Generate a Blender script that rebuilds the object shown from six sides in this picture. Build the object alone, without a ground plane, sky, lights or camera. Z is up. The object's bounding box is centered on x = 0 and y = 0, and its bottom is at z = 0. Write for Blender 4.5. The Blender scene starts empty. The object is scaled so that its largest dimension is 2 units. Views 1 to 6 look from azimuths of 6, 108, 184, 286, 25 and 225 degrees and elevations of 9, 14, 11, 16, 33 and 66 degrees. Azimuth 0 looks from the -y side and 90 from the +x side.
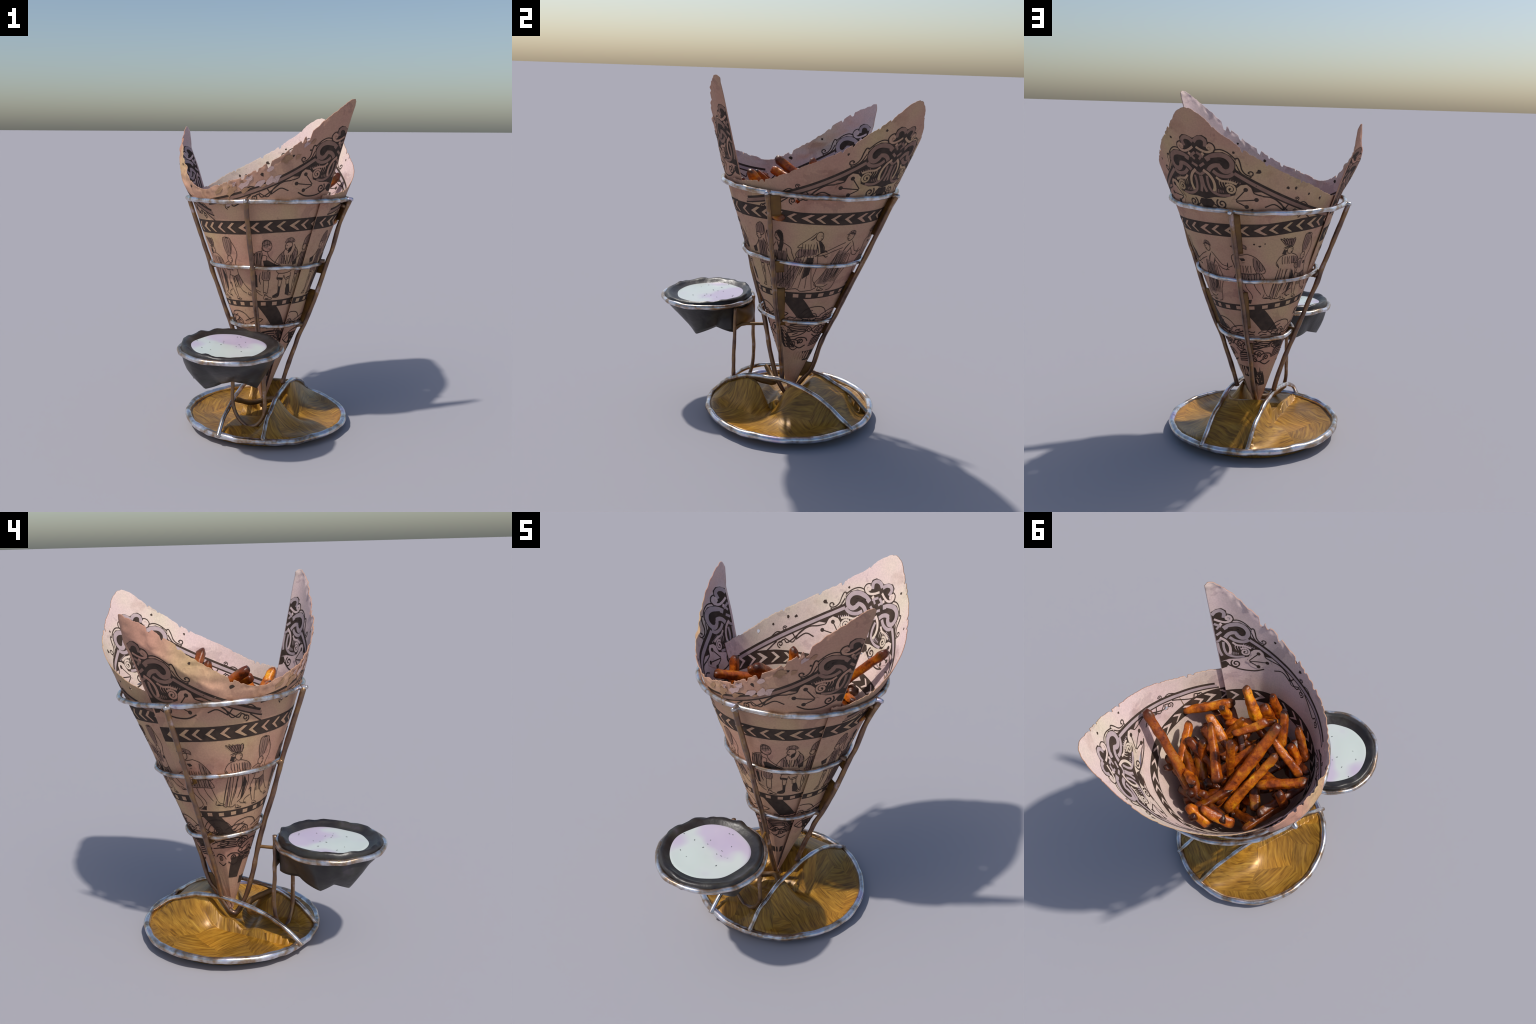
# Portion of sweet potato fries in a printed paper cone, held by a wire stand with a dip cup.
import bpy, bmesh, math, random
import numpy as np
from mathutils import Vector, noise
from mathutils.geometry import tessellate_polygon

R = random.Random(7)
V = Vector

# ------------------------------------------------------------------ helpers
def srgb(r, g, b):
    f = lambda c: (c / 12.92 if c <= .04045 else ((c + .055) / 1.055) ** 2.4)
    return (f(r / 255), f(g / 255), f(b / 255), 1)

def clampf(x, a, b): return max(a, min(b, x))

def spline(pts, n):
    """Catmull-Rom through control points, n samples per span."""
    P = [V(p) for p in pts]
    out = []
    for i in range(len(P) - 1):
        p0 = P[i - 1] if i else P[0] * 2 - P[1]
        p1, p2 = P[i], P[i + 1]
        p3 = P[i + 2] if i + 2 < len(P) else P[-1] * 2 - P[-2]
        for k in range(n):
            t = k / n
            out.append(.5 * ((2 * p1) + (p2 - p0) * t + (2 * p0 - 5 * p1 + 4 * p2 - p3) * t * t
                             + (3 * p1 - p0 - 3 * p2 + p3) * t ** 3))
    out.append(P[-1].copy())
    return out

def interp(tab, x):
    xs = [t[0] for t in tab]; ys = [t[1] for t in tab]
    return float(np.interp(x, xs, ys))

def smooth_interp(tab, x):
    """monotone-ish smooth interpolation (hermite between knots)."""
    if x <= tab[0][0]: return tab[0][1]
    if x >= tab[-1][0]: return tab[-1][1]
    for i in range(len(tab) - 1):
        x0, y0 = tab[i]; x1, y1 = tab[i + 1]
        if x0 <= x <= x1:
            def slope(j):
                j0, j1 = max(j - 1, 0), min(j + 1, len(tab) - 1)
                return (tab[j1][1] - tab[j0][1]) / (tab[j1][0] - tab[j0][0])
            h = x1 - x0; t = (x - x0) / h
            return ((2*t**3 - 3*t*t + 1) * y0 + (t**3 - 2*t*t + t) * h * slope(i)
                    + (-2*t**3 + 3*t*t) * y1 + (t**3 - t*t) * h * slope(i + 1))

def sstep(a, b, x):
    t = clampf((x - a) / (b - a), 0, 1); return t * t * (3 - 2 * t)

def mesh_object(name, verts, faces, mat, smooth=True):
    me = bpy.data.meshes.new(name)
    me.from_pydata([tuple(v) for v in verts], [], faces)
    me.update()
    if smooth:
        me.polygons.foreach_set('use_smooth', [True] * len(me.polygons))
    if mat: me.materials.append(mat)
    ob = bpy.data.objects.new(name, me)
    bpy.context.scene.collection.objects.link(ob)
    return ob

def empty(name, label, category, loc=(0, 0, 0)):
    e = bpy.data.objects.new(name, None)
    e.empty_display_size = .1
    e.location = loc
    bpy.context.scene.collection.objects.link(e)
    e["label"] = label; e["category"] = category
    return e

def adopt(parent, *obs):
    for o in obs:
        o.parent = parent
        o.matrix_parent_inverse = parent.matrix_basis.inverted()

def tube_data(path, rad, seg=12, closed=False, wob=.0015, freq=14, seed=0, swell=None):
    """Sweep a slightly uneven circle along a path."""
    n = len(path); verts = []; faces = []
    prev = None
    for i, p in enumerate(path):
        if closed: t = (path[(i + 1) % n] - path[i - 1]).normalized()
        else: t = (path[min(i + 1, n - 1)] - path[max(i - 1, 0)]).normalized()
        if prev is None:
            a = V((0, 0, 1)) if abs(t.z) < .9 else V((0, 1, 0))
            u = (a - t * a.dot(t)).normalized()
        else:
            u = (prev - t * prev.dot(t)).normalized()
        prev = u; w = t.cross(u)
        off = V((noise.noise(p * freq + V((seed, 0, 0))), noise.noise(p * freq + V((0, seed, 9))),
                 noise.noise(p * freq + V((5, 0, seed))))) * wob
        r = rad * (1 + .18 * noise.noise(p * freq * 1.7 + V((0, 0, seed + 3))))
        if swell: r *= swell(i / (n - 1))
        for k in range(seg):
            a = 2 * math.pi * k / seg
            verts.append(p + off + (u * math.cos(a) + w * math.sin(a)) * r)
    m = n if closed else n - 1
    for i in range(m):
        for k in range(seg):
            j = (i + 1) % n; k2 = (k + 1) % seg
            faces.append((i*seg + k, i*seg + k2, j*seg + k2, j*seg + k))
    if not closed:
        faces.append(tuple(reversed(range(seg)))); faces.append(tuple((n-1)*seg + k for k in range(seg)))
    return verts, faces

def tube(name, path, rad, mat, **kw):
    return mesh_object(name, *tube_data(path, rad, **kw), mat)

# ------------------------------------------------------------------ node materials
class NT:
    def __init__(self, name):
        self.mat = bpy.data.materials.new(name); self.mat.use_nodes = True
        self.t = self.mat.node_tree; self.n = self.t.nodes
        self.b = self.n['Principled BSDF']
        self.tc = self.n.new('ShaderNodeTexCoord')
    def link(self, a, b): self.t.links.new(a, b)
    def mapping(self, scale=(1, 1, 1), rot=(0, 0, 0), src=None):
        m = self.n.new('ShaderNodeMapping'); m.inputs['Scale'].default_value = scale
        m.inputs['Rotation'].default_value = rot
        self.link(src or self.tc.outputs['Object'], m.inputs['Vector']); return m.outputs['Vector']
    def noise(self, scale, detail=3, vec=None, rough=.55, dist=0):
        x = self.n.new('ShaderNodeTexNoise'); x.inputs['Scale'].default_value = scale
        x.inputs['Detail'].default_value = detail; x.inputs['Roughness'].default_value = rough
        x.inputs['Distortion'].default_value = dist
        self.link(vec or self.tc.outputs['Object'], x.inputs['Vector']); return x.outputs['Fac']
    def ramp(self, fac, stops, interp='LINEAR'):
        r = self.n.new('ShaderNodeValToRGB'); r.color_ramp.interpolation = interp
        e = r.color_ramp.elements
        while len(e) < len(stops): e.new(.5)
        for i, (p, c) in enumerate(stops): e[i].position = p; e[i].color = c
        self.link(fac, r.inputs['Fac']); return r.outputs['Color']
    def mix(self, fac, a, b, mode='MIX'):
        m = self.n.new('ShaderNodeMix'); m.data_type = 'RGBA'; m.blend_type = mode
        for i, v in ((0, fac), (6, a), (7, b)):
            if hasattr(v, 'is_output'): self.link(v, m.inputs[i])
            else: m.inputs[i].default_value = v
        return m.outputs[2]
    def math(self, op, a, b=0):
        m = self.n.new('ShaderNodeMath'); m.operation = op
        for i, v in enumerate((a, b)):
            if hasattr(v, 'is_output'): self.link(v, m.inputs[i])
            else: m.inputs[i].default_value = v
        return m.outputs[0]
    def bump(self, h, strength, dist=.004):
        b = self.n.new('ShaderNodeBump'); b.inputs['Strength'].default_value = strength
        b.inputs['Distance'].default_value = dist
        self.link(h, b.inputs['Height']); self.link(b.outputs['Normal'], self.b.inputs['Normal'])
    def done(self, color, rough=.8, metal=0, spec=.3, coat=0):
        if hasattr(color, 'is_output'): self.link(color, self.b.inputs['Base Color'])
        else: self.b.inputs['Base Color'].default_value = color
        if hasattr(rough, 'is_output'): self.link(rough, self.b.inputs['Roughness'])
        else: self.b.inputs['Roughness'].default_value = rough
        self.b.inputs['Metallic'].default_value = metal
        self.b.inputs['Specular IOR Level'].default_value = spec
        self.b.inputs['Coat Weight'].default_value = coat
        return self.mat

OUTER = [srgb(190, 140, 120), srgb(194, 151, 124), srgb(197, 164, 124)]
INNER = [srgb(226, 197, 195), srgb(226, 201, 190), srgb(222, 205, 184)]
def mat_paper(name='newsprint_paper', k=1.0, tones=OUTER):
    """warm newsprint: slow pinkish and yellowish patches, crease shadows left to the geometry, fine fibre grain"""
    m = NT(name)
    base = m.ramp(m.noise(2.6, 2), [(.34, tones[0]), (.52, tones[1]), (.68, tones[2])])
    grain = m.ramp(m.noise(120, 3), [(.3, (.88, .88, .88, 1)), (.7, (1.04, 1.04, 1.04, 1))])
    c = m.mix(1, base, grain, 'MULTIPLY')
    blot = m.ramp(m.noise(7, 3, None, .6), [(.30, (.86, .82, .80, 1)), (.45, (1, 1, 1, 1))])
    c = m.mix(1, c, blot, 'MULTIPLY')
    patch = m.ramp(m.noise(4.3, 4, None, .65, .3), [(.605, (1, 1, 1, 1)), (.615, (.86, .84, .86, 1))])
    c = m.mix(1, c, patch, 'MULTIPLY')
    m.bump(m.noise(26, 4), .25, .004)
    return m.done(c, .8, 0, .25)

def mat_ink():
    m = NT('dark_print_ink')
    c = m.ramp(m.noise(30, 3), [(.3, srgb(60, 48, 42)), (.7, srgb(76, 61, 52))])
    return m.done(c, .8, 0, .2)

def mat_mid(name='half_tone_print', inner=0):
    m = NT(name)
    c = m.ramp(m.noise(25, 3), [(.3, srgb(176, 156, 158)), (.7, srgb(190, 170, 168))] if inner else [(.3, srgb(138, 105, 92)), (.7, srgb(154, 120, 102))])
    return m.done(c, .85, 0, .2)

def mat_line():
    m = NT('fine_line_print')
    c = m.ramp(m.noise(25, 3), [(.3, srgb(50, 39, 34)), (.7, srgb(68, 52, 45))])
    return m.done(c, .85, 0, .2)

def mat_silver():
    m = NT('reflection_mottled_silver')  # white, lavender and brown patches paint in reflections, with some tarnish
    tint = m.ramp(m.noise(9, 3), [(.28, srgb(206, 190, 214)), (.42, srgb(226, 226, 228)),
                                   (.58, srgb(166, 138, 110)), (.72, srgb(214, 218, 228))])
    dark = m.ramp(m.noise(22, 2), [(.26, (.62, .56, .52, 1)), (.42, (1, 1, 1, 1))])
    c = m.mix(1, tint, dark, 'MULTIPLY')
    m.bump(m.noise(30, 2), .2, .004)
    return m.done(c, .24, .9, .5)

def mat_brown_wire():
    m = NT('brown_reflection_wire')  # brown imitates the reflected wooden table, paler streaks imitate glints
    c = m.ramp(m.noise(11, 4), [(.25, srgb(78, 58, 48)), (.45, srgb(124, 98, 84)), (.6, srgb(148, 114, 78)),
                                (.74, srgb(186, 168, 170))])
    m.bump(m.noise(45, 2), .35, .004)
    return m.done(c, .33, .65, .5)

def mat_wood():
    """oak-like grain in patches, each patch turned its own way"""
    m = NT('golden_oak_grain')
    vor = m.n.new('ShaderNodeTexVoronoi'); vor.inputs['Scale'].default_value = 5.0
    warp = m.n.new('ShaderNodeTexNoise'); warp.inputs['Scale'].default_value = 3
    m.link(m.tc.outputs['Object'], warp.inputs['Vector'])
    wv = m.n.new('ShaderNodeVectorMath'); wv.operation = 'MULTIPLY_ADD'
    m.link(warp.outputs['Color'], wv.inputs[0]); wv.inputs[1].default_value = (.10, .10, .0)
    m.link(m.tc.outputs['Object'], wv.inputs[2])
    m.link(wv.outputs[0], vor.inputs['Vector'])
    sep = m.n.new('ShaderNodeSeparateColor'); m.link(vor.outputs['Color'], sep.inputs[0])
    ang = m.math('MULTIPLY', sep.outputs[0], 2.6)
    rot = m.n.new('ShaderNodeVectorRotate'); rot.rotation_type = 'Z_AXIS'
    m.link(wv.outputs[0], rot.inputs['Vector']); m.link(ang, rot.inputs['Angle'])
    st = m.mapping((9, 90, 9), src=rot.outputs[0])
    grain = m.noise(1.0, 4, st, .6, .4)
    c = m.ramp(grain, [(.28, srgb(108, 74, 24)), (.46, srgb(160, 118, 42)), (.6, srgb(184, 141, 56)), (.78, srgb(206, 168, 78))])
    tone = m.ramp(m.noise(3.2, 3), [(.3, (.60, .54, .46, 1)), (.5, (.95, .92, .84, 1)), (.7, (1.12, 1.0, .74, 1))])
    c = m.mix(1, c, tone, 'MULTIPLY')
    cell = m.ramp(sep.outputs[1], [(0, (.72, .70, .66, 1)), (.5, (.98, .95, .9, 1)), (1, (1.14, 1.04, .86, 1))])
    c = m.mix(1, c, cell, 'MULTIPLY')
    m.bump(grain, .2, .004)
    return m.done(c, .36, .15, .5)

def mat_fry(name='caramel_fried_potato', k=1.0):
    m = NT(name)
    oi = m.n.new('ShaderNodeObjectInfo')
    vec = m.n.new('ShaderNodeVectorMath'); vec.operation = 'ADD'
    sc = m.n.new('ShaderNodeVectorMath'); sc.operation = 'SCALE'; sc.inputs[0].default_value = (17, 31, 53)
    m.link(oi.outputs['Random'], sc.inputs['Scale']); m.link(m.tc.outputs['Object'], vec.inputs[0]); m.link(sc.outputs[0], vec.inputs[1])
    a = m.noise(16, 4, vec.outputs[0], .6)
    c = m.ramp(a, [(.26, srgb(70, 34, 14)), (.40, srgb(146, 70, 16)), (.53, srgb(196, 104, 20)), (.66, srgb(228, 150, 26)), (.80, srgb(234, 188, 60))])
    sep = m.n.new('ShaderNodeSeparateXYZ'); m.link(m.tc.outputs['Object'], sep.inputs[0])
    # burnt ends: local x runs -1..1 along the fry
    ends = m.math('POWER', m.math('ABSOLUTE', m.math('MULTIPLY', sep.outputs[0], 1.0)), 1.0)
    gen = m.n.new('ShaderNodeSeparateXYZ'); m.link(m.tc.outputs['Generated'], gen.inputs[0])
    e = m.math('ABSOLUTE', m.math('SUBTRACT', gen.outputs[0], .5))
    e = m.math('ADD', e, m.math('MULTIPLY', m.math('SUBTRACT', a, .5), .35))
    mask = m.ramp(e, [(.38, (0, 0, 0, 1)), (.5, (1, 1, 1, 1))])
    c = m.mix(mask, c, srgb(66, 34, 22))
    tint = m.ramp(oi.outputs['Random'], [(0, (.48, .40, .38, 1)), (.4, (.82, .68, .62, 1)), (.75, (1.0, .9, .8, 1)), (1, (1.12, 1.2, 1.0, 1))])
    c = m.mix(1, c, tint, 'MULTIPLY')
    specks = m.ramp(m.noise(70, 3, vec.outputs[0]), [(.6, (1, 1, 1, 1)), (.72, (.45, .35, .3, 1))])
    c = m.mix(1, c, specks, 'MULTIPLY')
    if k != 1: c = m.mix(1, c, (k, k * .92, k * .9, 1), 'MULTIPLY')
    m.bump(m.noise(55, 4, vec.outputs[0]), .6, .006)
    return m.done(c, .34, 0, .5)

def mat_black():
    m = NT('black_glazed_cup')
    c = m.ramp(m.noise(7, 4), [(.3, srgb(28, 25, 25)), (.5, srgb(44, 39, 38)), (.62, srgb(56, 54, 48)), (.75, srgb(76, 68, 76))])
    m.bump(m.noise(14, 3), .4, .01)
    return m.done(c, .38, 0, .5)

def mat_sauce():
    m = NT('creamy_dip')
    c = m.ramp(m.noise(3.2, 2), [(.36, srgb(198, 207, 200)), (.48, srgb(200, 206, 202)), (.60, srgb(192, 180, 198)), (.75, srgb(188, 174, 196))])
    herb = m.ramp(m.noise(38, 2), [(.735, (1, 1, 1, 1)), (.78, (.5, .55, .55, 1))])
    c = m.mix(1, c, herb, 'MULTIPLY')
    m.bump(m.noise(8, 2), .15, .01)
    return m.done(c, .3, 0, .5, .2)

def mat_herb():
    m = NT('dark_herb_fleck'); return m.done(srgb(92, 100, 98), .7)

def mat_gold():
    m = NT('golden_brown_web')
    c = m.ramp(m.noise(8, 3), [(.3, srgb(84, 58, 30)), (.55, srgb(120, 84, 38)), (.8, srgb(160, 118, 44))])
    return m.done(c, .5, .1, .4)

PAPER, INK, MID, LINE = mat_paper(), mat_ink(), mat_mid(), mat_line()
SCRAP2 = mat_paper('pink_torn_newsprint', 1.0, [srgb(198, 164, 158), srgb(200, 168, 158), srgb(202, 174, 158)])
SCRAP = mat_paper('brown_torn_newsprint', 1.0, [srgb(168, 122, 98), srgb(172, 134, 102), srgb(178, 146, 106)])
PAPER_IN, MID_IN = mat_paper('pale_inner_newsprint', 1.0, INNER), mat_mid('half_tone_show_through', 1)
SILVER, BROWN_WIRE, WOOD, FRY = mat_silver(), mat_brown_wire(), mat_wood(), mat_fry()
FRY_SHADED = mat_fry('shaded_fried_potato', .42)  # darkened copy of the fry colour, paints in the shade deep in the heap
BLACK, SAUCE, HERB, GOLD = mat_black(), mat_sauce(), mat_herb(), mat_gold()

# ------------------------------------------------------------------ the cone that everything follows
APEX = V((.012, .080, .10)); AXTOP = V((.030, .157, 1.413)); K = .365
ALPHA = math.atan(K); SA, CA = math.sin(ALPHA), math.cos(ALPHA)

def axis(z): return APEX + (AXTOP - APEX) * ((z - .1) / 1.313)

def cone_point(phi, z, off=0.0):
    c = axis(z); r = K * (z - .1) - .004 + off
    a = math.radians(phi)
    return V((c.x + r * math.cos(a), c.y + r * math.sin(a), z))

# the paper: two overlapping sheets; edge heights over the angle (degrees)
TOP_FRONT = [(-203.5, 1.815), (-202, 1.845), (-199, 1.836), (-189, 1.782), (-178, 1.708), (-172, 1.660), (-161, 1.590),
             (-151, 1.545), (-142, 1.504), (-132, 1.488), (-113, 1.534), (-99, 1.575), (-88, 1.630), (-75, 1.704),
             (-68, 1.760), (-57, 1.854), (-45, 1.962), (-39, 1.999), (-36.5, 1.985)]
TOP_BACK = [(-44, 1.462), (-30, 1.460), (-6, 1.500), (10, 1.566), (29, 1.652), (43, 1.753), (54, 1.843), (59, 1.890),
            (64, 1.906), (70, 1.876), (78, 1.797), (92, 1.692), (109, 1.606), (130, 1.530), (150, 1.472), (170, 1.455)]

def ripple(phi, z, seed):
    p = V((math.cos(math.radians(phi)) * 1.6, math.sin(math.radians(phi)) * 1.6, z * 2.2 + seed))
    return noise.noise(p * 1.3) * .003 * clampf((z - .3), 0, 1) + noise.noise(p * 5) * .0012

OFF_FRONT = [(-203.5, -.018), (-180, -.020), (-165, -.010), (-140, -.010), (-81, -.009), (-66, -.012), (-52, -.019), (-36.5, -.028)]
OFF_BACK = [(-44, -.008), (-5, -.008), (18, .005), (60, .012), (95, .009), (115, -.008), (132, -.024), (150, -.032), (170, -.036)]
OFF_BACK_LOW = [(-44, -.004), (-5, .002), (18, .003), (60, .008), (95, .009), (119, -.003), (150, -.014), (170, -.022)]
def sheet_off(sheet, phi, z):
    """the front sheet lies inside at its right end and outside at its left end, the back sheet the other way"""
    if sheet == 'front':
        o = interp(OFF_FRONT, phi)
        o -= .012 * clampf(1 - abs(z - 1.38) / .25, 0, 1) * clampf(1 - abs(phi + 185) / 25, 0, 1)
        if z > 1.5: o -= .03 * clampf((z - 1.5) / .4, 0, 1) * sstep(-130, -100, phi) * (1 - .6 * sstep(-60, -40, phi))
        if phi < -145:
            e = z - smooth_interp(TOP_FRONT, phi) + .095
            k = sstep(-145, -168, phi) * (1 - .55 * sstep(-188, -202, phi))
            if e > -.12: o += k * .022 * sstep(-.12, .0, e)
            if e > 0:
                o += k * (-.55 * e + .013 * noise.noise(V((phi * .2, z * 24, 1))) * min(1, e / .02))
        elif z > 1.45:
            e = z - smooth_interp(TOP_FRONT, phi) + .035
            if e > 0: o += .008 * noise.noise(V((phi * .3, z * 30, 6))) * min(1, e / .02)
        return o + ripple(phi, z, 3.1)
    k_ = sstep(1.15, .95, z)
    o = interp(OFF_BACK, phi) * (1 - k_) + interp(OFF_BACK_LOW, phi) * k_
    o += .020 * math.exp(-((z - .63) / .16) ** 2) * math.exp(-((phi + 2) / 22) ** 2)
    return o + ripple(phi, z, 3.1)

# torn bites in the paper's edge: angle, half width, depth
NOTCH = {'front': [(-62, 1.6, .045), (-65.5, 1.0, .020), (-72, 1.2, .022), (-84, 1.4, .030), (-91, .8, .015), (-100, 1.3, .016), (-150, 1.5, .022), (-176, .9, .014), (-189, 1.1, .018)],
         'back': [(51, .7, .012), (46, .6, .010), (75, .6, .010), (88, .8, .016), (100, 1.0, .012), (121, .8, .012), (30, .8, .010), (-18, 1.2, .010)]}
def ragged(phi, z, sheet, lo, hi):
    s = 11 if sheet == 'front' else 23
    n = noise.noise(V((phi * .16, s, 0))) * .006 + noise.noise(V((phi * .55, s, 4))) * .005 + noise.noise(V((phi * 1.7, s, 7))) * .0025
    bite = max(0, noise.noise(V((phi * .33, s, 2))) - .38) * (.06 if sheet == 'back' else .12)
    bite += .006 * max(0, noise.noise(V((phi * 2.3, s, 12))) - .25)
    for ph, w, d in NOTCH[sheet]:
        t = abs(phi - ph) / w
        if t < 1: bite += d * (1 - t ** 3) * (1 + .5 * noise.noise(V((phi * 3, s, 30))))
    return z + n - bite

def build_sheet(name, sheet, lo, hi, tab, zmin, holes):
    nphi = int((hi - lo) / .45); nz = 150
    th = .0022
    cols = []
    for i in range(nphi + 1):
        phi = lo + (hi - lo) * i / nphi
        top = ragged(phi, smooth_interp(tab, phi) + .002, sheet, lo, hi)
        cols.append((phi, top))
    verts = []; faces = []
    for side in (1, -1):
        for phi, top in cols:
            for j in range(nz + 1):
                t = j / nz
                z = zmin + (top - zmin) * (1 - (1 - t) ** 1.25)
                verts.append(cone_point(phi, z, sheet_off(sheet, phi, z) + side * th))
    W = nz + 1; S = (nphi + 1) * W
    dead = set()
    for (hp, hz, hw, hh) in holes:
        for i in range(nphi):
            for j in range(nz):
                v = verts[i * W + j]
                dp = (cols[i][0] - hp) / hw; dz = (v.z - hz) / hh
                if dp * dp + dz * dz + .5 * noise.noise(V((i * .7, j * .7, 0))) < 1: dead.add((i, j))
    for i in range(nphi):
        for j in range(nz):
            if (i, j) in dead: continue
            a = i * W + j
            faces.append((a, a + W, a + W + 1, a + 1))
            faces.append((S + a, S + a + 1, S + a + W + 1, S + a + W))
    for i in range(nphi):                      # rims
        a = i * W + nz; faces.append((a, a + W, S + a + W, S + a))
        a = i * W; faces.append((a + W, a, S + a, S + a + W))
    for j in range(nz):
        a = j; faces.append((a, a + 1, S + a + 1, S + a))
        a = nphi * W + j; faces.append((a + 1, a, S + a, S + a + 1))
    ob = mesh_object(name, verts, faces, PAPER)
    ob.data.materials.append(PAPER_IN)
    for p in ob.data.polygons:
        if min(p.vertices) >= S: p.material_index = 1
    return ob

paper = empty('paper_cone', 'printed tan newsprint cone with pointed torn flaps', 'food wrapper', (APEX.x, APEX.y, .12))
FRONT_LO, FRONT_HI = -203.5, -36.5
BACK_LO, BACK_HI = -44, 170
front = build_sheet('paper_sheet', 'front', FRONT_LO, FRONT_HI, TOP_FRONT, .135, [])
back = build_sheet('paper_sheet', 'back', BACK_LO, BACK_HI, TOP_BACK, .135,
                   [(8, 1.375, 1.6, .010), (139, 1.462, 1.2, .012)])
adopt(paper, front, back)

# ------------------------------------------------------------------ printing on the paper
class Print:
    """collects flat print shapes and lays them on a sheet of the cone, one mesh per ink"""
    def __init__(self): self.v = {}; self.f = {}
    def tri(self, key, pts):
        v = self.v.setdefault(key, []); f = self.f.setdefault(key, [])
        n = len(v); v.extend(pts); f.append(tuple(range(n, n + len(pts))))
INKS = {'ink': (INK, .0030), 'line': (LINE, .0040), 'mid': (MID, .0036), 'paper': (PAPER, .0042), 'ink2': (INK, .0048), 'paper2': (PAPER, .0054), 'scrap': (SCRAP, .0052), 'scrap2': (SCRAP2, .0056)}
press = Print()

def sheet_limits(sheet): return (FRONT_LO, FRONT_HI, TOP_FRONT) if sheet == 'front' else (BACK_LO, BACK_HI, TOP_BACK)

def lay(sheet, ink, poly, to_phi_z, sides=(1,)):
    """poly: small convex-ish flat polygon -> faces on the sheet"""
    lo, hi, tab = sheet_limits(sheet)
    pz = [to_phi_z(p) for p in poly]
    c = sum(p[0] for p in pz) / len(pz); cz = sum(p[1] for p in pz) / len(pz)
    if not (lo + .4 < c < hi - .4): return
    if cz > smooth_interp(tab, c) - .012 or cz < .15: return
    for s in sides:
        if s < 0 and cz < 1.12: continue
        lift = INKS[ink][1]
        pts = []
        for phi, z in pz:
            phi = clampf(phi, lo + .1, hi - .1)
            pts.append(cone_point(phi, z, sheet_off(sheet, phi, z) + s * lift))
        if s < 0: pts.reverse()
        press.tri(ink + ('_in' if s < 0 and ink in ('mid', 'paper', 'paper2') else ''), pts)

def stroke(sheet, ink, pts, width, to, sides=(1,), smooth=4, taper=None):
    P = spline([(p[0], p[1], 0) for p in pts], smooth) if (smooth and len(pts) > 2) else [V((p[0], p[1], 0)) for p in pts]
    # refine long spans
    Q = [P[0]]
    for a, b in zip(P, P[1:]):
        n = max(1, int((b - a).length / .022))
        Q += [a.lerp(b, (k + 1) / n) for k in range(n)]
    P = Q; n = len(P); L = []; Rr = []
    for i, p in enumerate(P):
        t = (P[min(i + 1, n - 1)] - P[max(i - 1, 0)])
        if t.length < 1e-9: t = V((1, 0, 0))
        t.normalize(); nrm = V((-t.y, t.x, 0))
        w = width * .5
        if taper == 'both': w *= .35 + .65 * math.sin(math.pi * i / max(1, n - 1))
        if taper == 'end': w *= 1 - .75 * i / max(1, n - 1)
        L.append(p + nrm * w); Rr.append(p - nrm * w)
    for i in range(n - 1):
        lay(sheet, ink, [L[i], Rr[i], Rr[i + 1], L[i + 1]], to, sides)

def fill(sheet, ink, poly, to, sides=(1,), maxlen=.03):
    pts = [V((p[0], p[1], 0)) for p in poly]
    tris = [[pts[i] for i in t] for t in tessellate_polygon([pts])]
    while tris:
        t = tris.pop()
        e = [((t[(k + 1) % 3] - t[k]).length, k) for k in range(3)]
        l, k = max(e)
        if l > maxlen:
            m = (t[k] + t[(k + 1) % 3]) * .5
            tris.append([t[k], m, t[(k + 2) % 3]]); tris.append([m, t[(k + 1) % 3], t[(k + 2) % 3]])
        else:
            a = (t[1] - t[0]).cross(t[2] - t[0]).z
            lay(sheet, ink, t if a > 0 else [t[0], t[2], t[1]], to, sides)

def disc(sheet, ink, c, r, to, sides=(1,), n=12, sx=1.0):
    fill(sheet, ink, [(c[0] + sx * r * math.cos(2*math.pi*k/n), c[1] + r * math.sin(2*math.pi*k/n)) for k in range(n)], to, sides)

def spiral(c, r0, r1, turns, start, sgn=1, n=14):
    N = int(n * turns)
    return [(c[0] + (r0 + (r1 - r0) * k / N) * math.cos(start + sgn * 2*math.pi*turns*k/N),
             c[1] + (r0 + (r1 - r0) * k / N) * math.sin(start + sgn * 2*math.pi*turns*k/N)) for k in range(N + 1)]

# --- corner ornament, drawn for one half: a = distance from the corner's diagonal, d = distance below the corner
def corner_map(phi0, sgn, rho_tip):
    def to(p):
        x, y = p[0] * sgn, rho_tip - p[1]
        rho = math.hypot(x, y)
        return phi0 + math.degrees(math.atan2(x, y)) / SA, .1 + rho * CA
    return to

EDGE = .85                                     # slope of the paper's edge against the diagonal
def border(a, drop): return (a, .338 + EDGE * (a - .182) + drop)

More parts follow.
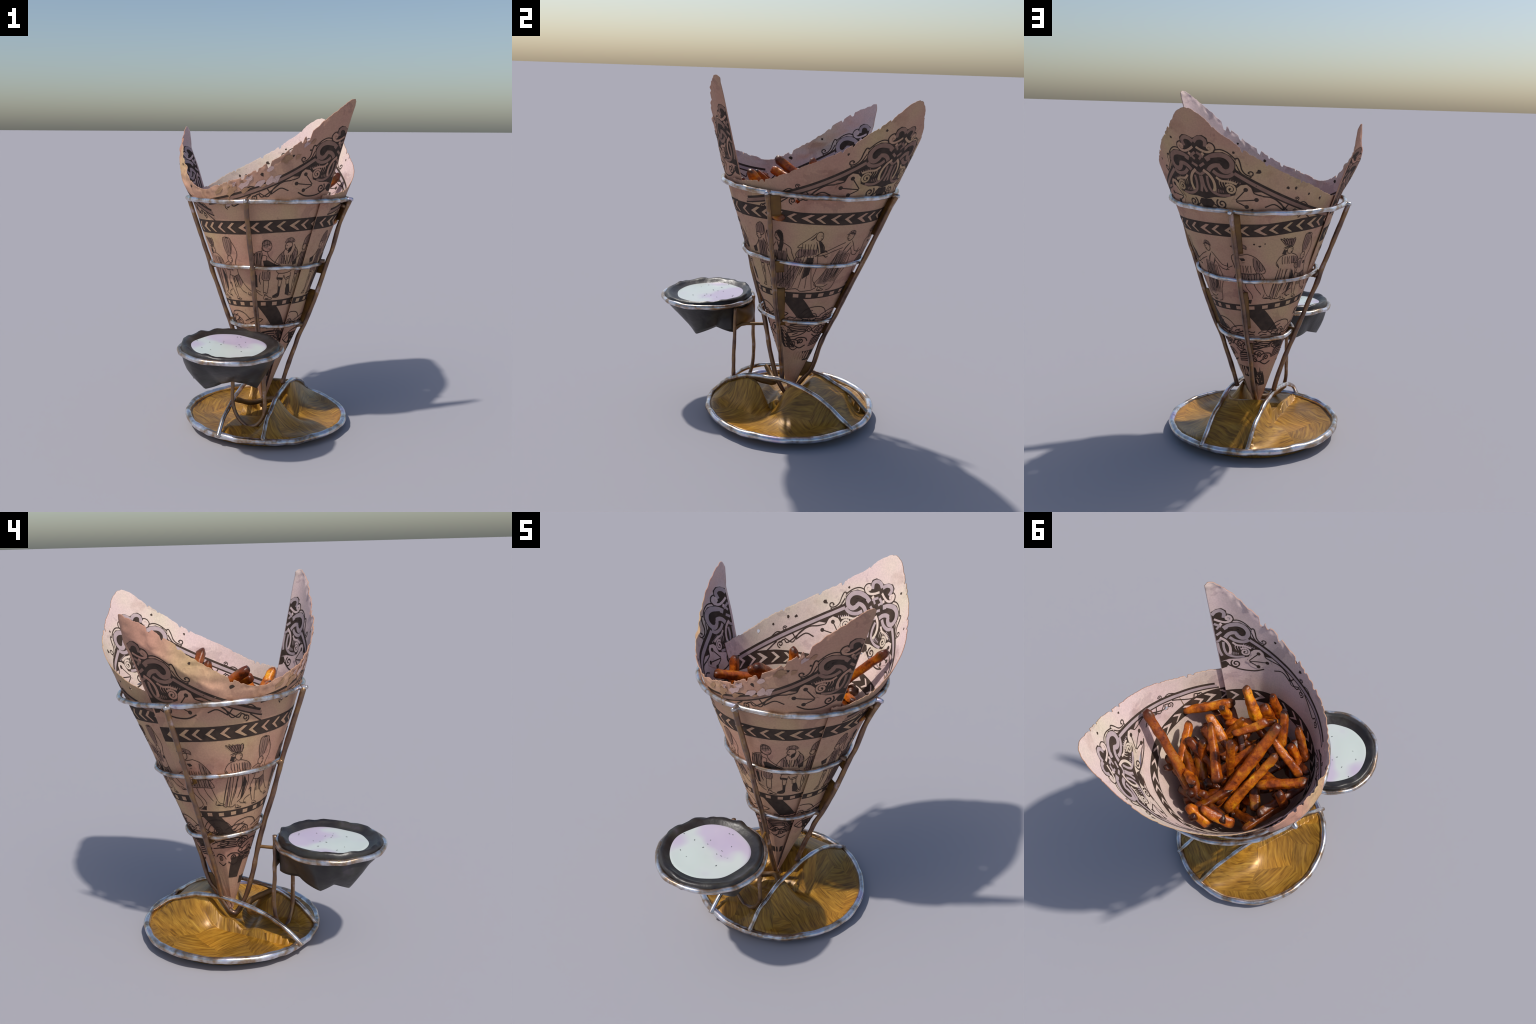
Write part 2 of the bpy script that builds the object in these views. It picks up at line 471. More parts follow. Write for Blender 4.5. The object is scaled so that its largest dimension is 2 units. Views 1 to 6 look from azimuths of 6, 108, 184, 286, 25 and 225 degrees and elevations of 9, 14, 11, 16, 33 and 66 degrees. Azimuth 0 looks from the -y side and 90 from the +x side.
def ornament(sheet, phi0, sgn, rho, sides):
    to = corner_map(phi0, sgn, rho)
    S = lambda ink, pts, w, **k: stroke(sheet, ink, pts, w, to, sides, **k)
    F = lambda ink, poly: fill(sheet, ink, poly, to, sides)
    D = lambda ink, c, r, **k: disc(sheet, ink, c, r, to, sides, **k)
    # dark ground of the ornament
    F('ink', [(0, .150), (.030, .136), (.060, .134), (.082, .150), (.084, .185), (.070, .206), (.090, .222), (.150, .224),
              (.186, .246), (.204, .280), (.196, .310), (.200, .322), (.230, .352), (.262, .392), (.330, .462), (.262, .452),
              (.235, .430), (.200, .405), (.178, .430), (.165, .458), (.110, .470), (.050, .468), (0, .480)])
    # clover and curled leaf at the corner
    S('mid', [(.002, .170), (.022, .152), (.050, .148), (.068, .164), (.062, .194)], .020)
    S('paper', [(.010, .196), (.036, .212), (.066, .222), (.092, .216), (.104, .200), (.096, .186), (.080, .188), (.074, .200), (.086, .204)], .0125)
    S('ink', [(.062, .205), (.068, .182), (.086, .172), (.108, .182), (.114, .206), (.100, .224)], .006)
    S('ink', [(.100, .212), (.140, .210), (.172, .226), (.196, .252), (.210, .274)], .0065)
    # the large strap volute with its drop
    S('mid', [(.050, .262), (.088, .243), (.132, .238), (.168, .253), (.184, .286), (.172, .318), (.142, .327), (.120, .308), (.121, .288)], .025)
    S('mid', [(.126, .294), (.096, .292), (.070, .302), (.050, .322)], .022)
    S('ink2', [(.078, .262), (.110, .258), (.138, .262), (.152, .280), (.148, .298), (.134, .290), (.124, .274), (.100, .272)], .014)
    D('ink2', (.146, .284), .017)
    # knot bars near the diagonal
    for (p, q, w) in (((.004, .225), (.040, .248), .014), ((.012, .262), (.034, .240), .012), ((.006, .300), (.036, .282), .014), ((.0, .345), (.026, .330), .014)):
        S('mid', [p, q], w, smooth=0)
    S('paper', [(.036, .226), (.044, .240)], .014, smooth=0)
    # inner strap that turns into the border rail
    S('mid', [(.076, .322), (.100, .343), (.132, .353), (.160, .351), (.182, .338)] , .019)
    S('paper', [(.022, .318), (.050, .342), (.066, .374), (.068, .408), (.058, .434)], .015)
    S('mid', [(.036, .350), (.034, .395), (.046, .434), (.086, .456), (.140, .458)], .014)
    S('mid', [(.004, .352), (.006, .400), (.016, .440)], .015)
    # tendril outside the rail
    leaf = [(.206, .262), (.220, .262), (.225, .288), (.226, .322), (.238, .347), (.256, .360), (.272, .360), (.277, .346), (.266, .338), (.254, .343), (.260, .350)]
    S('ink', leaf, .0065)
    S('ink', [(.204, .292), (.212, .326), (.226, .350), (.246, .370), (.266, .368)], .006)
    F('paper', [(.207, .266), (.218, .266), (.222, .295), (.222, .325), (.214, .315), (.208, .295)])
    # fern fronds, spiral, palmette
    S('paper', [(.086, .356), (.110, .376), (.150, .382), (.186, .398)], .012)
    for k in range(5):
        S('paper', [(.100 + .014*k, .374 + .001*k), (.096 + .014*k, .392), (.102 + .013*k, .412)], .0055, taper='end')
    S('paper', spiral((.148, .424), .004, .029, 1.7, 2.0, -1), .0105)
    for k in range(4): S('mid', [(.074 + .011*k, .418 + .004*k), (.070 + .012*k, .442)], .005, smooth=0)
    for k in range(6): S('mid', [(.150 + .011*k, .366 + .005*k), (.146 + .011*k, .376 + .005*k)], .0045, smooth=0)
    F('paper', [(.180, .420), (.205, .405), (.235, .405), (.252, .425), (.258, .460), (.285, .478), (.292, .505), (.262, .520), (.232, .530), (.205, .545), (.165, .525), (.150, .495), (.160, .468), (.182, .450)])
    S('ink2', [(.180, .418), (.205, .401), (.235, .401), (.256, .424), (.262, .458), (.300, .480)], .0055)
    for tip in ((.224, .433), (.266, .495), (.210, .528)):
        S('ink2', [(.158, .490), tip], .006, smooth=0); D('ink2', tip, .0115)
    D('paper2', (.154, .490), .010)
    S('ink', spiral((.085, .505), .004, .030, 1.5, 1.0, 1), .008)
    S('ink', [(.03, .500), (.10, .545), (.18, .560), (.24, .545)], .008)
    F('ink', [(0, .480), (.030, .478), (.046, .500), (.030, .522), (0, .528)])
    # star of pointed leaves further along the rail
    S('ink', [(.300, .482), (.345, .500), (.385, .545), (.395, .585)], .007)
    S('ink', [(.300, .545), (.350, .540), (.392, .588)], .007)
    S('ink', [(.395, .586), (.430, .560), (.470, .575)], .007)
    S('ink', [(.395, .588), (.410, .610), (.460, .600)], .006)

def rail(sheet, phi0, sgn, rho, a1, sides):
    """double border rail that runs from the ornament along the paper's edge"""
    to = corner_map(phi0, sgn, rho)
    for drop, w, ink in ((-.020, .017, 'ink'), (-.002, .018, 'mid'), (.014, .010, 'ink')):
        stroke(sheet, ink, [border(.185, drop), border(a1, drop)], w, to, sides, smooth=0)
    # scrolls along the rail
    for a in (.46, .60):
        base = border(a, .03)
        stroke(sheet, 'ink', [border(a - .10, .022), (base[0] - .03, base[1] + .012), (base[0], base[1] + .004), (base[0] + .02, base[1] + .03)], .007, to, sides)
        stroke(sheet, 'ink', spiral((base[0] + .012, base[1] + .035), .004, .020, 1.3, 0, 1), .006, to, sides)
    b = border(.50, -.045)
    stroke(sheet, 'ink', [(b[0] + .05, b[1] + .07), (b[0] + .02, b[1] + .02), (b[0] - .02, b[1] + .01), (b[0] - .03, b[1] - .012)], .006, to, sides)
    stroke(sheet, 'ink', spiral((b[0] - .022, b[1] - .014), .003, .014, 1.4, 0, -1), .005, to, sides)

BOTH = (1, -1)
for sheet, phi0, sgn, rho, a1 in (('front', -37, -1, 2.00, .74), ('front', -202, 1, 1.864, .56),
                                  ('back', 64, 1, 1.92, .72), ('back', 64, -1, 1.92, .72)):
    ornament(sheet, phi0, sgn, rho, BOTH)
    rail(sheet, phi0, sgn, rho, a1, BOTH)

# --- bands round the cone. Height of each band's edges over the angle.
BAND = {'front': ([(-203, 1.278), (-165, 1.295), (-103, 1.317), (-71, 1.330), (-37, 1.336)],
                  [(-203, 1.198), (-163, 1.217), (-100, 1.238), (-77, 1.252), (-37, 1.258)]),
        'back': ([(-44, 1.336), (-13, 1.336), (11, 1.320), (75, 1.322), (101, 1.330), (127, 1.356), (170, 1.378)],
                 [(-44, 1.260), (-14, 1.262), (42, 1.250), (75, 1.250), (101, 1.260), (122, 1.278), (170, 1.298)])}
FILM = {'front': ([(-203, .792), (-153, .806), (-95, .826), (-37, .836)], [(-203, .755), (-153, .767), (-100, .785), (-37, .794)]),
        'back': ([(-44, .836), (30, .837), (83, .848), (116, .864), (170, .892)], [(-44, .795), (30, .796), (83, .810), (116, .824), (170, .848)])}

def band(sheet, table, ink, sides=(1,)):
    lo, hi, _ = sheet_limits(sheet)
    n = int((hi - lo) / 2)
    ident = lambda p: (p[0], p[1])
    for k in range(n):
        a, b = lo + (hi - lo) * k / n, lo + (hi - lo) * (k + 1) / n
        for j in range(3):
            f = lambda ph, q: interp(table[0], ph) * q + interp(table[1], ph) * (1 - q)
            lay(sheet, ink, [(a, f(a, j/3)), (b, f(b, j/3)), (b, f(b, (j+1)/3)), (a, f(a, (j+1)/3))], ident, sides)

def band_map(table, phi0, unit):
    """x in degrees from phi0, y 0..1 across the band"""
    def to(p):
        ph = phi0 + p[0] * unit
        return ph, interp(table[1], ph) + (interp(table[0], ph) - interp(table[1], ph)) * p[1]
    return to

for sheet in ('front', 'back'):
    band(sheet, BAND[sheet], 'ink', BOTH)
    lo, hi, _ = sheet_limits(sheet)
    k = 0; ph = lo + 5
    while ph < hi - 3:
        to = band_map(BAND[sheet], ph, 1.0)
        big = (k % 4 == 1)
        # arrow heads point to smaller angles (to the left as seen from outside)
        tail = 7.4 if big else 6.0; thick = 4.0 if big else 2.7
        fillp = [(-.2, .5), (tail - 1.2, .86), (tail + thick * .35, .84), (thick + .1, .5), (tail + thick * .5, .13), (tail - .4, .13)]
        fill(sheet, 'paper', fillp[:4], to, BOTH, 4); fill(sheet, 'paper', [fillp[0], fillp[3], fillp[4], fillp[5]], to, BOTH, 4)
        ph += 10.15; k += 1
    band(sheet, FILM[sheet], 'ink')
    ph = lo + 6
    while ph < hi - 4:
        to = band_map(FILM[sheet], ph, 1.0)
        fill(sheet, 'paper', [(0, .22), (6.6, .22), (6.6, .76), (0, .76)], to, (1,), 3)
        ph += 15.4

# --- diagonal dark panels, reclining shapes and scribbles under the film strip
def low_map(phi0, z0):
    def to(p): return phi0 + p[0], z0 + p[1]
    return to
for sheet, ph in (('front', -95), ('front', -191), ('back', -7), ('back', 77)):
    to = low_map(ph, .79)
    zt = interp(FILM[sheet][1], ph + 10) - .79
    P = lambda x, t: (x + 24 * t, zt + .006 - .135 * t)
    for j in range(6):
        t0, t1 = j / 6, (j + 1) / 6
        for i in range(6):
            x0, x1 = 27 * i / 6, 27 * (i + 1) / 6
            lay(sheet, 'ink', [P(x0, t1), P(x1, t1), P(x1, t0), P(x0, t0)], to)

def lines(sheet, ph, z, curves, w=.0052, sx=1.0, ink='line'):
    """line drawing in metres along the surface, x to the right seen from outside"""
    def to(p):
        zz = z + p[1] * CA
        return ph + math.degrees(p[0] * sx / (K * (zz - .1))), zz
    for c in curves: stroke(sheet, ink, c, w, to)
    return to

RECLINER = [[(-.16, -.02), (-.12, .03), (-.05, .045), (.01, .03), (.05, -.01)], [(-.16, -.02), (-.10, -.05), (-.02, -.06)],
            spiral((-.05, -.035), .012, .034, 1.6, 0), [(.0, -.02), (.05, .0), (.10, .01), (.15, .0)], [(.0, -.05), (.06, -.04), (.12, -.02), (.15, .0)],
            [(-.13, -.03), (-.11, .0), (-.07, .02)], [(.04, -.03), (.08, -.015)]]
FEATHER = [[(-.09, -.02 + .012*k), (-.03, -.012 + .014*k), (.03, -.01 + .012*k)] for k in range(5)] + \
          [spiral((.06, .0), .004, .026, 1.6, 0), [(.03, .02), (.08, .04), (.12, .02)], [(-.08, .04), (.0, .05), (.08, .045)]]
SCRIBBLE = [spiral((.0, .02), .004, .022, 1.5, 1), [(-.05, .03), (-.02, .05), (.03, .045), (.05, .02)], [(-.04, -.01), (.0, -.03), (.04, -.01)]]
for sheet, ph, z in (('front', -118, .705), ('back', 52, .70), ('front', -160, .705), ('back', 145, .70), ('back', -28, .70)):
    lines(sheet, ph, z, RECLINER, .005, .8)
for sheet, ph, z in (('back', 25, .585), ('front', -150, .58), ('back', 110, .58), ('front', -70, .58)):
    lines(sheet, ph, z, FEATHER, .0065, .8)
    lines(sheet, ph + 4, z - .10, SCRIBBLE, .0075, .8)
for k, (sheet, ph) in enumerate((('front', -190), ('front', -128), ('front', -95), ('front', -55), ('back', 0), ('back', 60), ('back', 85), ('back', 135))):
    lines(sheet, ph, .60 - .02 * (k % 3), SCRIBBLE if k % 2 else RECLINER, .006, .75)
    lines(sheet, ph + 14, .47 + .015 * (k % 4), FEATHER if k % 2 else SCRIBBLE, .007, .6)
for k in range(10):
    lines('front', -195 + 17 * k, .655, [[(-.03, .0), (-.01, .012), (.02, .004), (.035, .014)], [(-.02, -.014), (.01, -.008), (.03, -.012)]], .0055, .8)
    lines('back', -30 + 19 * k, .665, [[(-.03, .0), (-.01, .012), (.02, .004), (.035, .014)], [(-.02, -.014), (.01, -.008), (.03, -.012)]], .0055, .8)
def lowpanel(sheet, ph, z0, z1, w, shift):
    to = low_map(ph, 0)
    for j in range(6):
        t0, t1 = j / 6, (j + 1) / 6
        for i in range(5):
            x0, x1 = w * i / 5, w * (i + 1) / 5
            q = lambda x, t: (x + shift * t, z0 + (z1 - z0) * t)
            lay(sheet, 'ink', [q(x0, t0), q(x1, t0), q(x1, t1), q(x0, t1)], to)
for a in (('front', -62, .62, .50, 34, 26), ('back', 112, .64, .56, 30, 22), ('back', 40, .43, .36, 60, 10), ('front', -150, .50, .36, 34, -14),
          ('front', -120, .36, .31, 70, 0), ('back', 70, .40, .30, 40, 20), ('back', -30, .60, .46, 26, 22)):
    lowpanel(*a)
for k in range(6):
    lines('back', 18 + 8*k, .40, [[(0, -.03), (.008, .03)]], .007, ink='paper2')

# --- the costumed figures of the frieze: x -.5...5, y 0..1 (feet to head top)
def face(x, y, r, look=-1):
    """head outline with hair shadow, eye and mouth"""
    h = [(x + r * math.cos(t), y + 1.15 * r * math.sin(t)) for t in [k * math.pi / 5 for k in range(11)]]
    return [('l', h), ('l', [(x + look*r*.35, y + .01), (x + look*r*.7, y + .012)]), ('l', [(x + look*r*.35, y - r*.6), (x + look*r*.75, y - r*.55)])]

def folds(x0, x1, y0, y1, n, lean=0.0, ink='l'):
    return [(ink, [(x0 + (x1 - x0) * (k + .5) / n, y0), (x0 + (x1 - x0) * (k + .5) / n + lean * .4 + .008 * ((k % 3) - 1), (y0 + y1) / 2), (x0 + (x1 - x0) * (k + .5) / n + lean, y1)]) for k in range(n)]

def shoe(x, y, d=1, s=1.0):
    return [('l', [(x, y + .07*s), (x - .02*d*s, y + .01*s), (x + .03*d*s, y), (x + .10*d*s, y + .004*s), (x + .11*d*s, y + .02*s), (x + .05*d*s, y + .04*s), (x + .03*d*s, y + .07*s)]),
            ('k', [(x, y + .012*s), (x + .06*d*s, y + .01*s)])]

FIG = {}
FIG['smock'] = face(-.10, .855, .055) + [('k', [(-.19, .90), (-.15, .945), (-.06, .95), (.01, .92), (.02, .88)]), ('l', [(-.20, .905), (-.13, .885), (-.04, .89), (.02, .87)]),
    ('l', [(-.16, .79), (-.10, .775), (-.02, .79), (.02, .80)]), ('l', [(-.16, .79), (-.20, .74), (-.17, .60), (-.15, .50)]), ('l', [(.02, .80), (.12, .76), (.20, .67), (.26, .56), (.24, .50), (.14, .50)]),
    ('k', [(-.08, .715), (-.04, .722), (-.01, .71)]), ('k', [(-.07, .70), (-.03, .703)]), ('k', [(-.06, .66), (-.02, .665)]),
    ('l', [(.10, .74), (.10, .62), (.14, .50)]), ('l', [(.15, .70), (.17, .60), (.21, .53)]), ('l', [(-.2, .60), (-.27, .56), (-.30, .52)]), ('l', [(-.15, .50), (0, .485), (.16, .50)]),
    ('l', [(-.15, .50), (-.20, .38), (-.06, .36), (.10, .37), (.25, .38), (.20, .50)])] + folds(-.13, .20, .49, .38, 8, .01) + folds(-.10, .08, .62, .51, 5) + \
    [('l', [(-.14, .36), (-.10, .25), (-.02, .16), (.00, .08)]), ('l', [(-.04, .36), (-.02, .26), (.05, .16), (.06, .09)]), ('l', [(.08, .37), (.12, .26), (.19, .16)]), ('l', [(.20, .38), (.23, .27), (.26, .17)])] + shoe(.0, .01, -1, .9) + shoe(.24, .09, 1)
FIG['feather'] = face(.05, .80, .05, 1) + [('k', [(-.07, .83), (-.02, .85), (.06, .87), (.10, .86)]), ('l', [(-.06, .80), (-.02, .83), (.08, .845)])] + \
    [('l', [(-.04 + .022*k, .87), (-.11 + .035*k, .94), (-.14 + .046*k, .975 + .012*math.sin(k*1.4)), (-.09 + .04*k, .95), (-.02 + .022*k, .87)]) for k in range(6)] + \
    [('k', [(-.03 + .02*k, .88), (-.07 + .034*k, .94)]) for k in range(6)] + \
    [('l', [(.01, .74), (-.10, .70), (-.15, .60), (-.12, .55)]), ('l', [(.08, .75), (.20, .70), (.25, .62), (.22, .58), (.12, .60)]), ('k', [(-.13, .60), (-.11, .55), (-.09, .52)]), ('k', [(.14, .68), (.18, .64), (.14, .61)]),
     ('k', [(-.10, .50), (-.15, .26), (-.19, .05)]), ('l', [(-.06, .52), (-.11, .26), (-.13, .04), (-.19, .05)]), ('l', [(.20, .58), (.22, .40), (.14, .18), (.04, .10)]),
     ('k', [(.04, .50), (.02, .30), (-.02, .16)]), ('k', [(.12, .50), (.12, .34), (.05, .16)]), ('k', [(.17, .48), (.17, .36), (.12, .24)]), ('l', [(-.02, .50), (-.05, .25), (-.09, .04)]), ('l', [(.06, .5), (.0, .3), (-.06, .06)]),
     ('l', [(-.13, .04), (-.04, .03), (.02, .07)])] + folds(-.08, .16, .70, .58, 6, .02) + shoe(.03, .0, 1, .8) + [('l', [(.08, .10), (.14, .07), (.20, .08)])]
FIG['carrier'] = face(-.02, .66, .05, 1) + [('k', [(-.06, .97), (.0, 1.0), (.05, .96)]), ('l', [(-.09, .93), (-.08, .99), (0, 1.01), (.07, .98), (.06, .86), (.02, .74)]), ('l', [(-.09, .93), (-.09, .84), (-.06, .74), (-.04, .70)]),
    ('k', [(-.08, .90), (0, .88), (.05, .90)]), ('k', [(-.08, .86), (0, .845), (.05, .86)]), ('k', [(-.07, .81), (0, .79), (.04, .81)]), ('k', [(-.06, .76), (-.01, .745), (.03, .77)]),
    ('l', [(.07, .96), (.13, .84), (.14, .74), (.10, .66), (.08, .61)]), ('l', [(-.06, .62), (-.14, .58), (-.17, .52), (-.12, .47), (-.08, .50)]), ('l', [(.08, .61), (.09, .50), (.10, .42)]), ('l', [(-.10, .56), (-.08, .46), (-.10, .40)]),
    ('k', [(.04, .57), (.06, .55), (.04, .53)]), ('l', [(-.10, .40), (0, .38), (.10, .42)]), ('l', [(-.10, .40), (-.14, .30), (-.12, .22), (-.08, .12), (-.06, .06)]), ('l', [(-.02, .36), (-.03, .24), (-.02, .14), (.0, .06)]),
    ('l', [(.02, .38), (.06, .26), (.12, .16), (.20, .12)]), ('l', [(.10, .42), (.16, .30), (.24, .20), (.30, .16)]), ('k', [(-.16, .24), (-.12, .27), (-.10, .20)]), ('l', [(-.12, .16), (-.20, .12), (-.22, .06), (-.16, .03)])] + shoe(-.03, .0, 1, .8) + shoe(.24, .09, 1, .7) + folds(-.06, .06, .38, .2, 4, .04)
FIG['helmet'] = face(.04, .86, .075, 1) + [('k', [(-.035, .86), (-.02, .93), (.04, .955), (.10, .93)]), ('l', [(-.03, .86), (.02, .88), (.10, .90)]), ('k', [(.03, .89), (.05, .90)]), ('l', [(-.04, .84), (-.03, .80), (.03, .78)]),
    ('l', [(-.03, .79), (-.14, .75), (-.19, .65), (-.20, .5)]), ('l', [(.05, .77), (.07, .70), (.15, .62), (.27, .555)])] + folds(-.18, -.02, .75, .52, 7, -.02) + [('k', [(-.02, .62), (.08, .60), (.17, .56)]), ('k', [(.0, .58), (.1, .57), (.22, .545)]), ('l', [(-.03, .72), (.04, .70), (.03, .62)])] + \
    [('l', [(-.20, .5), (-.20, .30), (-.16, .18), (-.05, .12)]), ('k', [(-.14, .46), (-.15, .30), (-.12, .2)]), ('k', [(-.06, .44), (-.08, .33), (-.05, .24)]), ('l', [(-.02, .46), (-.03, .33), (.09, .32), (.10, .46)]), ('k', [(.03, .45), (.02, .34)]), ('k', [(.07, .45), (.07, .34)]),
     ('l', [(.0, .32), (-.01, .20), (.0, .10)]), ('l', [(.08, .32), (.08, .22), (.06, .10)]), ('k', [(.0, .12), (.06, .10)]), ('k', [(.0, .08), (.06, .07)]), ('l', [(-.16, .16), (-.08, .09), (-.02, .06)])] + shoe(.02, .0, 1, 1.15)
FIG['jacket'] = face(.0, .84, .06, -1) + [('k', [(-.07, .90), (-.04, .95), (.04, .96), (.09, .92)]), ('k', [(-.07, .89), (.0, .90), (.09, .90)]), ('k', [(.02, .82), (.03, .77), (.0, .75)]), ('k', [(.05, .84), (.05, .78)]), ('l', [(-.05, .80), (-.07, .74), (-.03, .62), (.0, .56)]), ('l', [(.09, .86), (.12, .80), (.07, .68), (.04, .56)]),
    ('l', [(-.07, .76), (-.13, .70), (-.20, .56), (-.16, .54)]), ('l', [(.12, .82), (.17, .76), (.19, .68), (.15, .60)]), ('k', [(.15, .76), (.16, .72)]), ('k', [(-.10, .68), (-.12, .60)])] + folds(-.10, .14, .70, .56, 7) + \
    [('l', [(-.10, .50), (-.20, .48), (-.26, .46), (-.30, .45)]), ('l', [(-.15, .48), (-.12, .42), (.0, .41), (.12, .44), (.15, .50)]), ('l', [(-.10, .42), (-.12, .32), (-.02, .31), (.0, .38), (.04, .31), (.13, .34), (.12, .42)]), ('k', [(-.12, .34), (-.02, .33)]), ('k', [(.04, .33), (.13, .36)]),
     ('l', [(-.09, .31), (-.08, .20)]), ('l', [(-.02, .31), (-.03, .20)]), ('l', [(.06, .31), (.07, .22)]), ('l', [(.12, .33), (.13, .24)])] + [('k', [(-.06, .20), (-.07, .10)]), ('k', [(-.03, .20), (-.05, .10)]), ('k', [(-.16, .035), (-.10, .07), (-.04, .10)]), ('k', [(-.16, .02), (-.06, .03), (-.03, .09)]), ('k', [(.09, .24), (.09, .12), (.14, .06)]), ('k', [(.13, .24), (.17, .12), (.16, .06)]), ('k', [(.10, .10), (.15, .10)])]
FIG['turban'] = face(-.03, .80, .045, -1) + [('l', [(-.07, .82), (-.05, .94), (.04, 1.0), (.09, .95), (.08, .84), (.0, .80)])] + [('k', [(-.05 + .03*k, .83), (-.02 + .027*k, .90), (.01 + .02*k, .96)]) for k in range(5)] + \
    [('l', [(-.05, .74), (-.10, .66), (-.20, .58), (-.17, .52)]), ('l', [(.04, .76), (.09, .68), (.12, .58), (.17, .57)]), ('k', [(-.22, .58), (-.16, .60), (-.14, .55)]), ('k', [(-.18, .54), (-.12, .57)])] + folds(-.07, .08, .72, .50, 6) + \
    [('l', [(-.08, .50), (-.09, .38), (-.02, .37)]), ('l', [(.08, .50), (.10, .38), (.04, .37)]), ('k', [(-.08, .38), (-.02, .37)]), ('l', [(-.08, .37), (-.08, .24), (-.06, .12), (-.09, .06)]), ('l', [(-.02, .37), (-.02, .24), (-.04, .12), (-.04, .06)]), ('l', [(.05, .37), (.08, .22), (.10, .12)]), ('l', [(.10, .38), (.12, .24), (.14, .12)]), ('k', [(-.05, .34), (-.04, .22)]), ('l', [(-.12, .03), (-.06, .07), (-.04, .03), (-.12, .03)])]
FIG['bearded'] = face(.03, .83, .055, -1) + [('k', [(-.02, .88), (.04, .92), (.09, .88), (.10, .76)]), ('k', [(.05, .85), (.06, .78), (.04, .68)]), ('k', [(.0, .76), (.02, .68), (.04, .62)]), ('k', [(.08, .80), (.08, .70), (.06, .62)]), ('l', [(-.02, .74), (-.08, .66), (-.13, .76), (-.15, .86), (-.14, .90)]), ('l', [(-.08, .60), (-.16, .68), (-.18, .80), (-.15, .90)]),
    ('l', [(.10, .74), (.20, .68), (.22, .60), (.26, .46), (.20, .40)]), ('l', [(.14, .66), (.16, .54), (.22, .44)]), ('k', [(.0, .60), (.02, .48), (.0, .40)])] + folds(-.08, .16, .62, .10, 9, -.02) + folds(-.05, .12, .5, .06, 5, .03, 'k') + [('l', [(-.08, .60), (-.12, .30), (-.16, .05), (.0, .02), (.16, .05), (.20, .40)])] + shoe(-.1, .0, -1, .7)
FIG['kneeling'] = face(.10, .88, .06, 1) + [('l', [(.04, .93), (-.04, .86), (-.18, .76), (-.24, .70), (-.14, .70)]), ('k', [(.05, .90), (.0, .84), (-.04, .82)]), ('k', [(.10, .80), (.13, .74), (.16, .66)]), ('k', [(.06, .80), (.10, .70), (.13, .62)]), ('k', [(.14, .80), (.20, .72), (.22, .64)]), ('l', [(-.20, .68), (-.26, .60), (-.22, .54), (-.12, .58), (-.10, .66)]), ('k', [(.20, .60), (.26, .56), (.30, .58)]), ('k', [(.18, .62), (.24, .66), (.28, .62)]),
    ('l', [(-.24, .56), (-.32, .40), (-.44, .22), (-.60, .06), (-.50, .0), (-.20, .04), (-.10, .0), (.10, .02)]), ('l', [(.12, .60), (.14, .40), (.10, .20), (.20, .08), (.10, .02)])] + \
    [('l', [(-.20 + .05*k, .58), (-.26 + .06*k, .40), (-.42 + .10*k, .18), (-.54 + .13*k, .05)]) for k in range(6)] + [('k', [(-.14 + .07*k, .52), (-.18 + .07*k, .40), (-.24 + .08*k, .26)]) for k in range(4)] + folds(-.18, .10, .76, .60, 6)
FIG['reaching'] = face(.06, .87, .055, -1) + [('k', [(.0, .92), (.05, .96), (.12, .94), (.13, .88)]), ('l', [(-.02, .90), (.06, .92), (.14, .90)]), ('l', [(.0, .78), (-.10, .74), (-.26, .66), (-.36, .62), (-.40, .60)]), ('l', [(-.02, .70), (-.14, .66), (-.30, .59), (-.40, .58)]), ('k', [(-.38, .60), (-.44, .57)]), ('l', [(.12, .80), (.20, .70), (.26, .62), (.36, .60)]), ('l', [(.14, .68), (.24, .56), (.36, .55)]), ('k', [(.34, .58), (.36, .66)]),
    ('l', [(-.06, .66), (-.14, .45), (-.24, .24), (-.32, .10), (-.16, .06), (-.06, .10)]), ('l', [(.18, .60), (.20, .40), (.10, .22), (.04, .04), (-.06, .0)]), ('k', [(.10, .78), (.04, .70), (.0, .60)]), ('k', [(.16, .72), (.10, .62), (.02, .55)])] + folds(-.10, .16, .60, .14, 9, -.10) + folds(-.05, .1, .5, .2, 4, -.06, 'k') + shoe(-.22, .0, 1, .9)

